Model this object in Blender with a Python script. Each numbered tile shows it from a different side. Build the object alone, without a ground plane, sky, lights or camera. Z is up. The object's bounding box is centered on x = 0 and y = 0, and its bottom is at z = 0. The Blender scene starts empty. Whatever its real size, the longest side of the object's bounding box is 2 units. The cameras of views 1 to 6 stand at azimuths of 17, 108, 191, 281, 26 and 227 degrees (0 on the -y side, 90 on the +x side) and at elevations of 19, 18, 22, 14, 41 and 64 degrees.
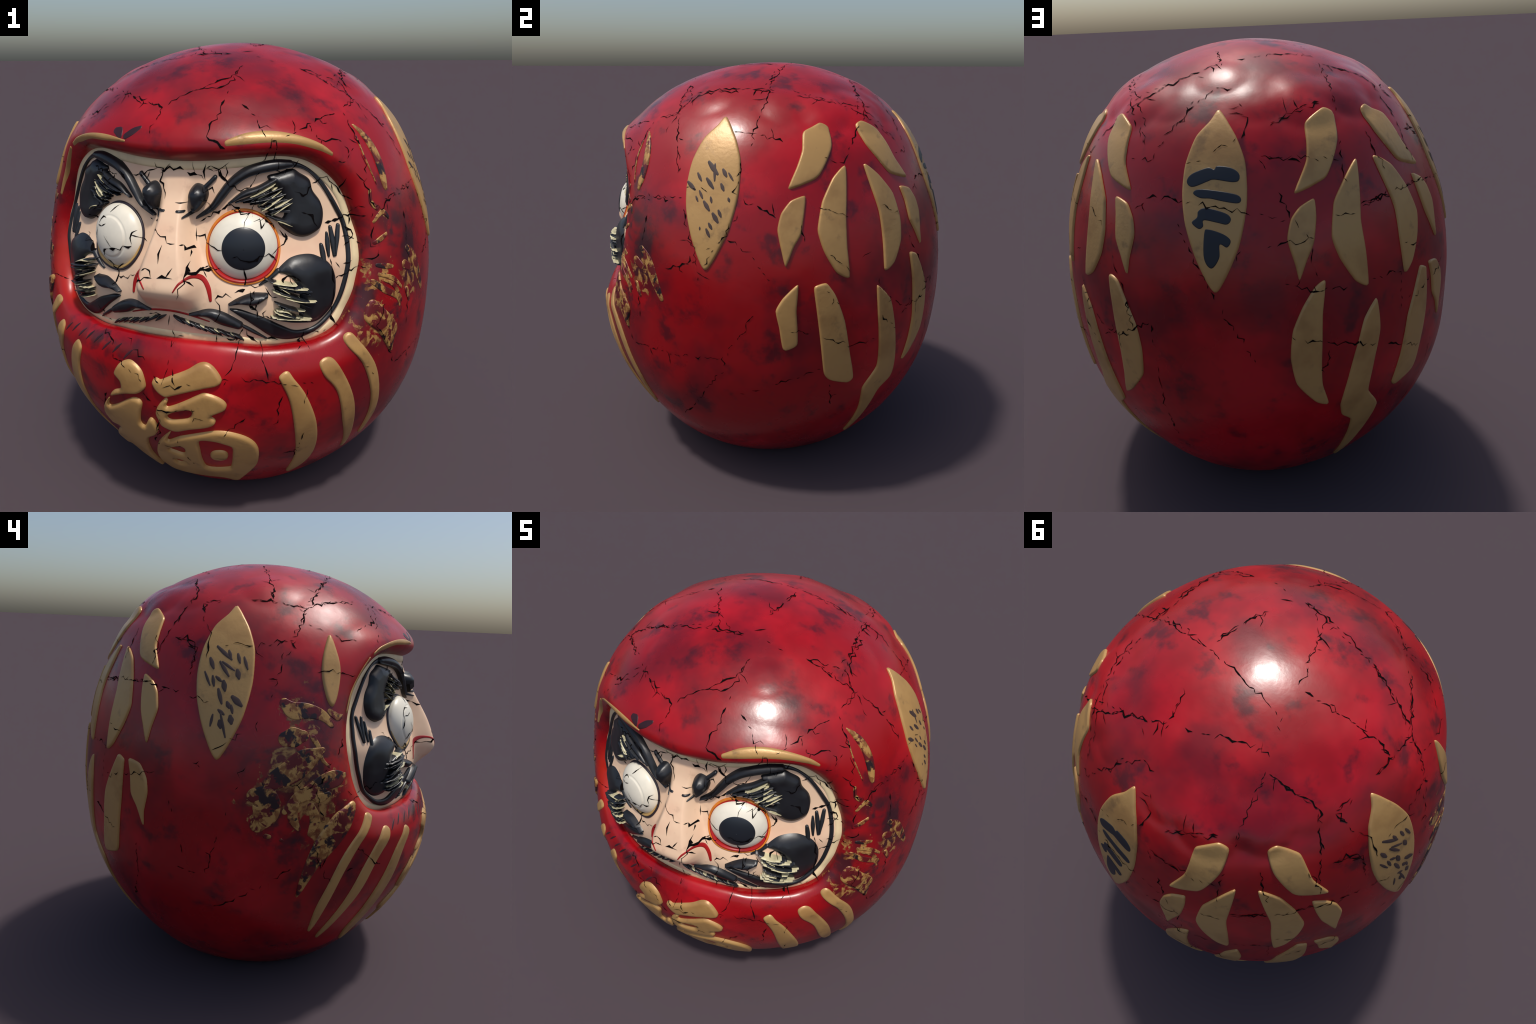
"""A cracked, lacquered wishing doll: a red egg-shaped shell with a recessed, bearded face,
gold petals and brush strokes in low relief, and a network of cracks laid on as dark slivers."""
import bpy
import math
import random
import numpy as np
from mathutils import Vector, noise
from mathutils.bvhtree import BVHTree
from mathutils.geometry import delaunay_2d_cdt

random.seed(7)
RNG = np.random.default_rng(7)

# ---------------------------------------------------------------- shape rules
CENTRE = np.array([0.0, 0.0, 1.0])
# profile radii of the egg-shaped body, measured from CENTRE, at these elevations (degrees)
ELEVATIONS = np.radians([-90, -65, -45, -25, -10, 10, 30, 45, 60, 75, 90.0])
FRONT = np.array([1.177, 1.100, 1.030, .971, .919, .908, .948, 1.000, 1.006, 1.002, 1.0])
SIDE = np.array([1.177, 1.096, 1.041, .975, .925, .910, .936, .978, .999, .999, 1.0])
BACK = np.array([1.177, 1.101, 1.038, .970, .926, .911, .938, .983, 1.002, 1.004, 1.0])
SQUARE = np.array([0, 0, -.010, 0, .006, .002, .005, .008, 0, 0, 0.0])


def spline(x, knots, values):
    x = np.asarray(x, float)
    i = np.clip(np.searchsorted(knots, x) - 1, 0, len(knots) - 2)
    h = knots[i + 1] - knots[i]
    t = np.clip((x - knots[i]) / h, 0, 1)
    m = np.gradient(values, knots)
    m[0] = m[-1] = 0
    return ((2 * t**3 - 3 * t**2 + 1) * values[i] + (t**3 - 2 * t**2 + t) * h * m[i]
            + (3 * t**2 - 2 * t**3) * values[i + 1] + (t**3 - t**2) * h * m[i + 1])


def smooth(a, b, x):
    t = np.clip((np.asarray(x, float) - a) / (b - a), 0, 1)
    return t * t * (3 - 2 * t)


def body_radius(d):
    el = np.arcsin(np.clip(d[..., 2], -1, 1))
    az = np.arctan2(d[..., 0], -d[..., 1])
    c = np.cos(az)
    f, s, b, q = (spline(el, ELEVATIONS, v) for v in (FRONT, SIDE, BACK, SQUARE))
    return np.where(c > 0, s + (f - s) * c * c, s + (b - s) * c * c) + q * np.sin(2 * az)**2


# face: a horizontal radius around the z axis, as a function of azimuth (radians, 0 = -y) and height
FACE_Z = np.array([.85, .92, 1.0, 1.1, 1.18, 1.26, 1.34, 1.42, 1.5, 1.62])
FACE_R = np.array([.790, .808, .820, .826, .815, .775, .746, .732, .722, .706])
NOSE_Z = np.array([1.02, 1.047, 1.068, 1.089, 1.111, 1.138, 1.191, 1.259, 1.325, 1.373, 1.41, 1.45, 1.50, 1.56])
NOSE_H = np.array([0, .008, .027, .048, .071, .089, .092, .099, .086, .067, .049, .027, .010, 0.])


def face_radius(az, z):
    a = np.abs(az)
    x = .78 * a
    edge = smooth(math.radians(33), math.radians(52), a)
    rho = spline(z, FACE_Z, FACE_R) + .025 * edge * smooth(1.15, 1.3, z)
    rho = rho - .042 * np.exp(-((x - .27)**2 + (z - 1.21)**2) / .105**2)      # eye sockets
    rho = rho - .012 * smooth(math.radians(35), math.radians(42), a) * smooth(1.25, 1.1, z) * smooth(.95, 1.02, z)
    n = spline(z, NOSE_Z, NOSE_H)
    inner = .030 + .035 * smooth(1.42, 1.14, z)
    outer = .080 + .055 * smooth(1.40, 1.14, z)
    return rho + n * (1 - smooth(inner, outer, x))


def unit(v):
    return v / np.linalg.norm(v, axis=-1, keepdims=True)


def direction(az, el):
    """Unit vector from CENTRE at azimuth/elevation in degrees (azimuth 0 = front, 90 = +x)."""
    a, e = np.radians(az), np.radians(el)
    return np.stack([np.sin(a) * np.cos(e), -np.cos(a) * np.cos(e), np.sin(e)], -1)


EL_TABLE = np.radians(np.linspace(-70, 89, 319))


def body_direction(az, z):
    """Direction of the body point at azimuth az (degrees) and height z."""
    az, z = np.broadcast_arrays(np.asarray(az, float), np.asarray(z, float))
    a = np.radians(az).ravel()
    out = []
    for ai, zi in zip(a, z.ravel()):
        d = np.stack([math.sin(ai) * np.cos(EL_TABLE), -math.cos(ai) * np.cos(EL_TABLE), np.sin(EL_TABLE)], -1)
        e = np.interp(zi, 1 + body_radius(d) * d[:, 2], EL_TABLE)
        out.append((math.sin(ai) * math.cos(e), -math.cos(ai) * math.cos(e), math.sin(e)))
    return np.array(out).reshape(az.shape + (3,))


def body_point(az, z):
    d = body_direction(az, z)
    return CENTRE + d * body_radius(d)[..., None]


def face_point(az, z, lift=0.0):
    a = np.radians(az)
    r = face_radius(a, z) + lift
    return np.stack([np.sin(a) * r, -np.cos(a) * r, np.asarray(z, float) + 0 * a], -1)


def catmull(points, per=8, closed=False, pull=1.0):
    """Curve through control points of any dimension; pull 1 is smooth, 0 has straight sides."""
    p = np.asarray(points, float)
    n = len(p)
    out = []
    for i in range(n if closed else n - 1):
        g = (lambda k: p[k % n]) if closed else (lambda k: p[min(max(k, 0), n - 1)])
        p0, p1, p2, p3 = g(i - 1), g(i), g(i + 1), g(i + 2)
        for t in np.arange(per) / per:
            m1, m2 = pull * .5 * (p2 - p0), pull * .5 * (p3 - p1)
            out.append((2 * t**3 - 3 * t**2 + 1) * p1 + (t**3 - 2 * t**2 + t) * m1
                       + (3 * t**2 - 2 * t**3) * p2 + (t**3 - t**2) * m2)
    if not closed:
        out.append(p[-1])
    return np.array(out)


def resample(c, count=None, step=None, closed=False):
    c = np.asarray(c, float)
    if closed:
        c = np.vstack([c, c[:1]])
    s = np.concatenate([[0], np.cumsum(np.linalg.norm(np.diff(c, axis=0), axis=1))])
    if count is None:
        count = max(3, int(round(s[-1] / step)))
    t = np.linspace(0, s[-1], count, endpoint=not closed)
    return np.stack([np.interp(t, s, c[:, k]) for k in range(c.shape[1])], -1)


# ---------------------------------------------------------------- scene helpers
ROOT = bpy.data.objects.new("daruma_doll", None)
bpy.context.scene.collection.objects.link(ROOT)
ROOT["label"] = "cracked red lacquered doll with bearded face and gold marks"
ROOT["category"] = "doll"


def add(name, mesh, material, parent=None, stuff=False):
    obj = bpy.data.objects.new(name, mesh)
    bpy.context.scene.collection.objects.link(obj)
    obj.parent = parent or ROOT
    mesh.materials.clear()
    mesh.materials.append(material)
    if stuff:
        obj["kind"] = "stuff"
    return obj


def mesh_from(name, verts, faces, flat=False):
    me = bpy.data.meshes.new(name)
    me.from_pydata([tuple(v) for v in verts], [], [tuple(f) for f in faces])
    me.polygons.foreach_set("use_smooth", [not flat] * len(me.polygons))
    me.update()
    return me


def vertex_normals(verts, quads):
    v = np.asarray(verts)
    q = np.asarray(quads)
    n = np.cross(v[q[:, 2]] - v[q[:, 0]], v[q[:, 3]] - v[q[:, 1]])
    out = np.zeros_like(v)
    for k in range(4):
        np.add.at(out, q[:, k], n)
    return out / np.maximum(np.linalg.norm(out, axis=1, keepdims=True), 1e-12)


def split_surface(verts, quads, labels, names, material):
    """One smooth surface, cut into named objects whose border vertices and normals coincide."""
    verts, quads = np.asarray(verts), np.asarray(quads)
    normals = vertex_normals(verts, quads)
    for k, name in enumerate(names):
        sel = quads[labels == k]
        if not len(sel):
            continue
        used, inv = np.unique(sel, return_inverse=True)
        tidy = [list(dict.fromkeys(f)) for f in inv.reshape(sel.shape).tolist()]
        me = mesh_from(name, verts[used], [f for f in tidy if len(f) > 2])
        me.normals_split_custom_set_from_vertices([tuple(n) for n in normals[used]])
        add(name, me, material)


# ---------------------------------------------------------------- materials
def srgb(r, g, b):
    return tuple(((c / 255) / 12.92 if c <= 10 else ((c / 255 + .055) / 1.055)**2.4) for c in (r, g, b)) + (1.0,)


class Mat:
    """Small helper around a Principled material on Object coordinates."""

    def __init__(self, name, color, rough=.4, metallic=0.0, coat=0.0, specular=.5):
        self.m = bpy.data.materials.new(name)
        self.m.use_nodes = True
        self.t = self.m.node_tree
        self.b = self.t.nodes["Principled BSDF"]
        self.b.inputs["Base Color"].default_value = color
        self.b.inputs["Roughness"].default_value = rough
        self.b.inputs["Metallic"].default_value = metallic
        self.b.inputs["Coat Weight"].default_value = coat
        self.b.inputs["Coat Roughness"].default_value = .25
        self.b.inputs["Specular IOR Level"].default_value = specular
        self.co = self.t.nodes.new("ShaderNodeTexCoord").outputs["Object"]
        self.color = color
        self.out = None

    def put(self, socket, value):
        if hasattr(value, "is_output"):
            self.t.links.new(value, socket)
        else:
            socket.default_value = value

    def mapped(self, scale=(1, 1, 1), loc=(0, 0, 0), rot=(0, 0, 0)):
        n = self.t.nodes.new("ShaderNodeMapping")
        n.inputs["Scale"].default_value = scale
        n.inputs["Location"].default_value = loc
        n.inputs["Rotation"].default_value = rot
        self.t.links.new(self.co, n.inputs["Vector"])
        return n.outputs[0]

    def noise(self, scale, detail=4, rough=.55, distort=0.0, vec=None, loc=(0, 0, 0)):
        n = self.t.nodes.new("ShaderNodeTexNoise")
        n.inputs["Scale"].default_value = scale
        n.inputs["Detail"].default_value = detail
        n.inputs["Roughness"].default_value = rough
        n.inputs["Distortion"].default_value = distort
        self.t.links.new(vec or self.mapped(loc=loc), n.inputs["Vector"])
        return n.outputs["Fac"]

    def ramp(self, fac, lo, hi, a=0.0, b=1.0):
        n = self.t.nodes.new("ShaderNodeMapRange")
        n.interpolation_type = "SMOOTHSTEP"
        self.t.links.new(fac, n.inputs["Value"])
        for key, v in (("From Min", lo), ("From Max", hi), ("To Min", a), ("To Max", b)):
            n.inputs[key].default_value = v
        return n.outputs[0]

    def math(self, op, a, b=0.0):
        n = self.t.nodes.new("ShaderNodeMath")
        n.operation = op
        n.use_clamp = True
        self.put(n.inputs[0], a)
        self.put(n.inputs[1], b)
        return n.outputs[0]

    def ball(self, centre, radius, soft):
        """1 inside a ball around a place on the object, fading to 0 at its edge."""
        n = self.t.nodes.new("ShaderNodeVectorMath")
        n.operation = "DISTANCE"
        self.t.links.new(self.co, n.inputs[0])
        n.inputs[1].default_value = centre
        return self.ramp(n.outputs["Value"], radius - soft, radius, 1, 0)

    def over(self, fac, color):
        n = self.t.nodes.new("ShaderNodeMix")
        n.data_type = "RGBA"
        self.put(n.inputs[0], fac)
        self.put(n.inputs[6], self.out if self.out is not None else self.color)
        self.put(n.inputs[7], color)
        self.out = n.outputs[2]
        self.t.links.new(self.out, self.b.inputs["Base Color"])
        return self

    def rough(self, fac, lo, hi):
        self.t.links.new(self.ramp(fac, .3, .7, lo, hi), self.b.inputs["Roughness"])
        return self

    def bump(self, fac, strength, distance=.004):
        n = self.t.nodes.new("ShaderNodeBump")
        n.inputs["Strength"].default_value = strength
        n.inputs["Distance"].default_value = distance
        self.t.links.new(fac, n.inputs["Height"])
        self.t.links.new(n.outputs[0], self.b.inputs["Normal"])
        return self


def red_material():
    m = Mat("red_lacquer", srgb(150, 4, 14), .34, specular=.5)
    m.over(m.ramp(m.noise(1.7, 4, .6), .45, .65), srgb(180, 10, 24))
    # smoky dark clouds in the lacquer, broad and small
    m.over(m.math("MULTIPLY", m.ramp(m.noise(2.3, 5, .52, .1, loc=(3, 1, 7)), .48, .66), .62), srgb(80, 6, 20))
    m.over(m.math("MULTIPLY", m.ramp(m.noise(6.5, 5, .58, .1, loc=(1, 5, 2)), .53, .70), .72), srgb(46, 9, 22))
    # soot-dark blotches, thicker around the sides of the face
    soot = m.ramp(m.noise(7, 5, .6, .3, loc=(8, 2, 4)), .46, .60)
    for c, r in (((.80, -.46, 1.16), .36), ((-.88, -.34, 1.05), .36), ((-.25, -.80, .90), .26), ((-.2, -.75, 1.68), .12)):
        m.over(m.math("MULTIPLY", m.math("MULTIPLY", soot, m.ball(c, r, .2)), .85), srgb(36, 22, 30))
    # flakes of gilding left beside the face
    flakes = m.noise(20, 6, .62, .5, loc=(5, 9, 2))
    tint = m.t.nodes.new("ShaderNodeMix")
    tint.data_type = "RGBA"
    m.put(tint.inputs[0], m.ramp(m.noise(28, 4, .6, .4), .42, .62))
    tint.inputs[6].default_value, tint.inputs[7].default_value = srgb(172, 128, 70), srgb(112, 60, 32)
    gilt = tint.outputs[2]
    for c, r, k in (((-.84, -.33, 1.37), .15, .30), ((-.82, -.36, 1.50), .12, .12), ((-.86, -.30, 1.14), .17, .33), ((-.88, -.20, .99), .16, .22), ((-.80, -.40, 1.02), .20, .30), ((-.78, -.42, .88), .15, .26),
                    ((.74, -.52, 1.14), .14, .20), ((.72, -.52, .95), .16, .22), ((.83, -.33, 1.10), .15, .16), ((.76, -.48, 1.36), .10, .14)):
        spot = m.ball(c, r, r * .9)
        lifted = m.math("MULTIPLY", m.ramp(m.math("ADD", flakes, m.math("MULTIPLY", spot, k)), .665, .72), m.ramp(spot, .0, .15))
        m.over(m.math("MULTIPLY", m.ramp(spot, .05, .6), m.ramp(m.noise(6, 5, .6, .3, loc=(6, 3, 8)), .4, .62, .2, .75)), srgb(62, 18, 24))
        m.over(m.math("MULTIPLY", lifted, .95), gilt)
    # warm orange band on one side of the face opening
    m.over(m.math("MULTIPLY", m.ball((-.60, -.68, 1.12), .25, .09), m.ramp(m.noise(5, 3), .3, .6, .55, 1)), srgb(184, 36, 20))
    m.rough(m.noise(3.2, 4, loc=(2, 2, 2)), .20, .42)
    m.bump(m.noise(26, 4), .08, .006)
    return m.m


def gold_material():
    m = Mat("old_gold", srgb(188, 146, 88), .38, .15)
    m.over(m.ramp(m.noise(5, 5), .45, .7), srgb(168, 126, 74))
    m.over(m.math("MULTIPLY", m.ramp(m.noise(11, 5, .6, loc=(4, 4, 1)), .58, .75), .5), srgb(104, 80, 56))
    m.bump(m.noise(60, 4), .25, .003)
    return m.m


def worn_gold_material():
    m = Mat("worn_gold", srgb(182, 138, 76), .42, .15)
    m.over(m.ramp(m.noise(34, 5, .6, .4), .46, .60), srgb(136, 86, 44))
    m.over(m.ramp(m.noise(19, 5, .60, .5, loc=(2, 6, 1)), .49, .55), srgb(98, 20, 24))
    m.over(m.ramp(m.noise(15, 5, .55, .3, loc=(7, 1, 3)), .54, .60), srgb(40, 22, 26))
    m.bump(m.noise(40, 4), .2, .003)
    return m.m


def skin_material():
    m = Mat("flesh_paint", srgb(242, 206, 172), .45)
    m.over(m.ramp(m.noise(4, 4), .4, .7), srgb(230, 186, 154))
    m.over(m.math("MULTIPLY", m.ramp(m.noise(14, 5, loc=(3, 3, 3)), .6, .75), .3), srgb(176, 134, 108))
    return m.m


def ink_material():
    m = Mat("black_ink", srgb(30, 32, 36), .36)
    m.over(m.ramp(m.noise(9, 4), .4, .7), srgb(21, 21, 24))
    m.bump(m.noise(30, 4), .15, .004)
    return m.m


def plain(name, rgb, rough=.45, metallic=0.0, vary=.0, **k):
    m = Mat(name, srgb(*rgb), rough, metallic, **k)
    if vary:
        m.over(m.ramp(m.noise(12, 4), .4, .7), srgb(*(c * (1 - vary) for c in rgb)))
    return m.m


RED, GOLD, WORN, SKIN, INK = red_material(), gold_material(), worn_gold_material(), skin_material(), ink_material()
CREAM = plain("cream_paint", (242, 218, 172), .45, vary=.06)
HAIR_LIGHT = plain("pale_hair_paint", (206, 196, 156), .4, vary=.25)
WHITE = plain("eye_white_paint", (240, 232, 212), .33, vary=.04)
PUPIL = plain("pupil_ink", (30, 35, 42), .35)
RING_RED = plain("red_line_paint", (176, 24, 24), .4, vary=.2)
RING_ORANGE = plain("orange_line_paint", (228, 132, 40), .45, vary=.15)
RING_DARK = plain("dark_line_paint", (46, 36, 44), .4)
RING_GOLD = plain("gold_line_paint", (196, 158, 96), .45, vary=.1)
MARK_BROWN = plain("brown_mark_ink", (72, 52, 46), .6, vary=.2)
MARK_BLACK = plain("black_mark_ink", (24, 29, 38), .45)
CRACK = plain("crack_shadow", (14, 10, 11), .9, specular=.05)  # near-black paint standing in for the shade inside a gap
SOOT = plain("soot_stroke", (62, 20, 30), .45, vary=.3)

# ---------------------------------------------------------------- shell with the face opening
# right half of the opening edge, (azimuth, height) on the face surface; mirrored for the left half
OPENING_HALF = [(11.7, 1.585), (21.1, 1.594), (30, 1.598), (36.7, 1.585), (41.7, 1.555), (46.1, 1.508), (49.4, 1.448),
                (51.5, 1.371), (52.9, 1.285), (52.8, 1.203), (51.8, 1.135), (50.6, 1.072), (48.2, 1.003), (44.3, 0.939),
                (38.3, 0.905), (31.1, 0.899), (23.5, 0.9), (15.4, 0.914)]
OPENING = [(0, 1.580)] + OPENING_HALF + [(0, .920)] + [(-a, z) for a, z in reversed(OPENING_HALF)]
COLUMNS = 720
_c = catmull(OPENING, 12, closed=True)
_m = np.stack([np.radians(_c[:, 0]) * .77, _c[:, 1]], -1)          # in metres along the face
_m = resample(_m, COLUMNS, closed=True)
EDGE_AZ, EDGE_Z = np.degrees(_m[:, 0] / .77), _m[:, 1]
_t = np.roll(_m, -4, 0) - np.roll(_m, 4, 0)
_n = np.stack([-_t[:, 1], _t[:, 0]], -1)
_n = _n / np.linalg.norm(_n, axis=1, keepdims=True)
if (_n * (_m - np.array([0, 1.23]))).sum() < 0:
    _n = -_n
for _ in range(60):                                                 # soften the turn at the corners
    _n = unit(np.roll(_n, 1, 0) + _n + np.roll(_n, -1, 0))
TOP, BOTTOM = np.clip(_n[:, 1], 0, 1)**2, np.clip(-_n[:, 1], 0, 1)**2
SIDES = 1 - TOP - BOTTOM

AXIS = direction(0, 14)
AX_R = np.array([1.0, 0, 0])
AX_U = np.cross(AX_R, AXIS)
AX_U = -AX_U if AX_U[2] < 0 else AX_U
inner = face_point(EDGE_AZ, EDGE_Z, .0)
d_in = unit(inner - CENTRE)
phi = np.arctan2(d_in @ AX_U, d_in @ AX_R)
alpha_in = np.arccos(d_in @ AXIS)
width = .165 * TOP + .145 * SIDES + .125 * BOTTOM
alpha_out = alpha_in + width / .95

# low relief pressed into the crown: (azimuth, height, radius, raise)
CROWN = [(180, 1.882, .085, .005), (29, 1.866, .062, .002), (-29, 1.866, .062, .002), (-147, 1.80, .12, .015), (147, 1.80, .12, .015), (-130, 1.80, .10, .014), (130, 1.80, .10, .014),
         (-114, 1.83, .10, .008), (114, 1.83, .10, .008), (76, 1.86, .11, .008), (-76, 1.86, .11, .008), (163, 1.80, .08, .005), (-165, 1.80, .08, .005)]
CROWN = [(body_direction(a, z), r, h) for a, z, r, h in CROWN]


def relief(d):
    out = np.zeros(len(d))
    for c, r, h in CROWN:
        ang = np.arccos(np.clip(d @ c, -1, 1))
        below = np.clip((c[2] - d[:, 2]) / (.6 * r), -1, 1)           # creased along the lower edge, fading out above
        out += h * (smooth(1.35 * r, .3 * r, ang) - .2 * np.clip(below, 0, 1) * np.exp(-((ang - 1.2 * r) / (.3 * r))**2))
    lump = np.array([noise.noise(Vector(v * 3.1)) * .6 + noise.noise(Vector(v * 7.3 + 4)) * .25 for v in d])
    return out + .0045 * lump


def shell_ring(alpha):
    d = (np.cos(alpha)[:, None] * AXIS + np.sin(alpha)[:, None]
         * (np.cos(phi)[:, None] * AX_R + np.sin(phi)[:, None] * AX_U))
    return CENTRE + d * (body_radius(d) + relief(d))[:, None]


outer = shell_ring(alpha_out)
shift = .046 * TOP + 0 * SIDES - .045 * BOTTOM
corner = body_point(EDGE_AZ + np.degrees(_n[:, 0] * shift / .77), EDGE_Z + _n[:, 1] * shift)
push = .080 * TOP - .008 * SIDES - .035 * BOTTOM
corner[:, :2] += unit(corner[:, :2]) * push[:, None]
rings = []
for t in np.linspace(1, 0, 30):
    rings.append((1 - t)**2 * outer + 2 * t * (1 - t) * corner + t * t * inner)
BODY_RINGS = 330
for s in np.linspace(0, 1, BODY_RINGS)[1:-1]:
    rings.append(shell_ring(alpha_out + (math.pi - alpha_out) * s))
rings = np.array(rings)
for _ in range(10):                                                 # no crease where the rim leaves the body
    part = rings[18:46]
    rings[19:45] = (part[:-2] + 2 * part[1:-1] + part[2:]) / 4
zz = rings[..., 2]
rings[..., 2] = .5 * (zz + np.sqrt(zz * zz + 1e-4))                 # flat foot on the ground
rings[..., 2] -= rings[..., 2].min()
n_r = len(rings)
shell_v = rings.reshape(-1, 3)
pole = CENTRE - AXIS * body_radius(-AXIS[None])[0]
shell_v = np.vstack([shell_v, pole])
j = np.arange(COLUMNS)
k = (j + 1) % COLUMNS
shell_q = np.concatenate([np.stack([i * COLUMNS + j, i * COLUMNS + k, (i + 1) * COLUMNS + k, (i + 1) * COLUMNS + j], -1) for i in range(n_r - 1)]
                         + [np.stack([(n_r - 1) * COLUMNS + j, (n_r - 1) * COLUMNS + k, np.full(COLUMNS, len(shell_v) - 1), np.full(COLUMNS, len(shell_v) - 1)], -1)])
probe = shell_v[shell_q].mean(1)
if np.median(((probe - CENTRE) * np.cross(shell_v[shell_q[:, 1]] - shell_v[shell_q[:, 0]], shell_v[shell_q[:, 3]] - shell_v[shell_q[:, 0]])).sum(1)) < 0:
    shell_q = shell_q[:, ::-1]
shell_label = (probe[:, 2] < .93).astype(int)
split_surface(shell_v, shell_q, shell_label, ["hood", "torso"], RED)

# ---------------------------------------------------------------- face
FR, FC = 130, COLUMNS // 2
frac = np.linspace(0, 1.045, FR)[1:]
ea, ez = EDGE_AZ[::2], EDGE_Z[::2]
fa, fz = ea[None] * frac[:, None], 1.23 + (ez[None] - 1.23) * frac[:, None]
face_v = face_point(fa.ravel(), fz.ravel())
face_v[-FC:] = face_point(fa[-1], fz[-1], -.02)
face_v = np.vstack([face_v, face_point(np.array([0.]), np.array([1.23]))])
j = np.arange(FC)
k = (j + 1) % FC
rows = len(frac)
face_q = np.concatenate([np.stack([i * FC + j, i * FC + k, (i + 1) * FC + k, (i + 1) * FC + j], -1) for i in range(rows - 1)]
                        + [np.stack([j, k, np.full(FC, len(face_v) - 1), np.full(FC, len(face_v) - 1)], -1)[:, ::-1]])
probe = face_v[face_q].mean(1)
nrm = np.cross(face_v[face_q[:, 2]] - face_v[face_q[:, 0]], face_v[face_q[:, 3]] - face_v[face_q[:, 1]])
face_q = np.where(((nrm * probe * [1, 1, 0]).sum(1) < 0)[:, None], face_q[:, ::-1], face_q)
paz = np.degrees(np.arctan2(probe[:, 0], -probe[:, 1]))
nose = (np.abs(paz) < 13) & (probe[:, 2] > 1.05) & (probe[:, 2] < 1.42)
split_surface(face_v, face_q, nose.astype(int), ["face", "nose"], SKIN)


# ---------------------------------------------------------------- low relief pieces laid on a surface
def tree_of(*parts):
    vs, fs, n = [], [], 0
    for v, f in parts:
        vs += [Vector(p) for p in v]
        fs += [[int(i) + n for i in dict.fromkeys(q)] for q in f]
        n = len(vs)
    return BVHTree.FromPolygons(vs, fs)


SHELL_TREE = tree_of((shell_v, shell_q))
FACE_TREE = tree_of((face_v, face_q))
TOP_PARTS = [(shell_v, shell_q), (face_v, face_q)]                  # everything cracks can run over


def drop_on_shell(az, z, lift):
    d = body_direction(az, z)
    out = np.empty(d.shape)
    for i, v in enumerate(d):
        hit = SHELL_TREE.ray_cast(Vector(CENTRE + v * 1.6), Vector(-v))[0]
        p = np.array(hit) if hit else CENTRE + v * body_radius(v[None])[0]
        out[i] = p + v * lift[i]
    return out


def drop_on_face(az, z, lift):
    return face_point(az, z, lift)


class Chart:
    """Flat drawing sheet in metres wrapped round the doll."""

    def __init__(self, radius, drop, cell):
        self.r, self.drop, self.cell = radius, drop, cell

    def flat(self, pts):
        p = np.asarray(pts, float)
        return np.stack([np.radians(p[:, 0]) * self.r, p[:, 1]], -1)

    def wrap(self, uv, lift):
        return self.drop(np.degrees(uv[:, 0] / self.r), uv[:, 1], lift)


BODY = Chart(.86, drop_on_shell, .011)
FACE = Chart(.76, drop_on_face, .006)


def inside(poly, p):
    x, y = p[:, 0], p[:, 1]
    res = np.zeros(len(p), bool)
    for a, b in zip(poly, np.roll(poly, -1, 0)):
        cross = (a[1] > y) != (b[1] > y)
        with np.errstate(divide="ignore", invalid="ignore"):
            res ^= cross & (x < (b[0] - a[0]) * (y - a[1]) / (b[1] - a[1]) + a[0])
    return res


def edge_distance(loops, p):
    best = np.full(len(p), 9.0)
    for l in loops:
        a, b = l, np.roll(l, -1, 0)
        ab = b - a
        t = np.clip(((p[:, None] - a) * ab).sum(-1) / np.maximum((ab * ab).sum(-1), 1e-12), 0, 1)
        best = np.minimum(best, np.linalg.norm(p[:, None] - a - ab * t[..., None], axis=-1).min(1))
    return best


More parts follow.
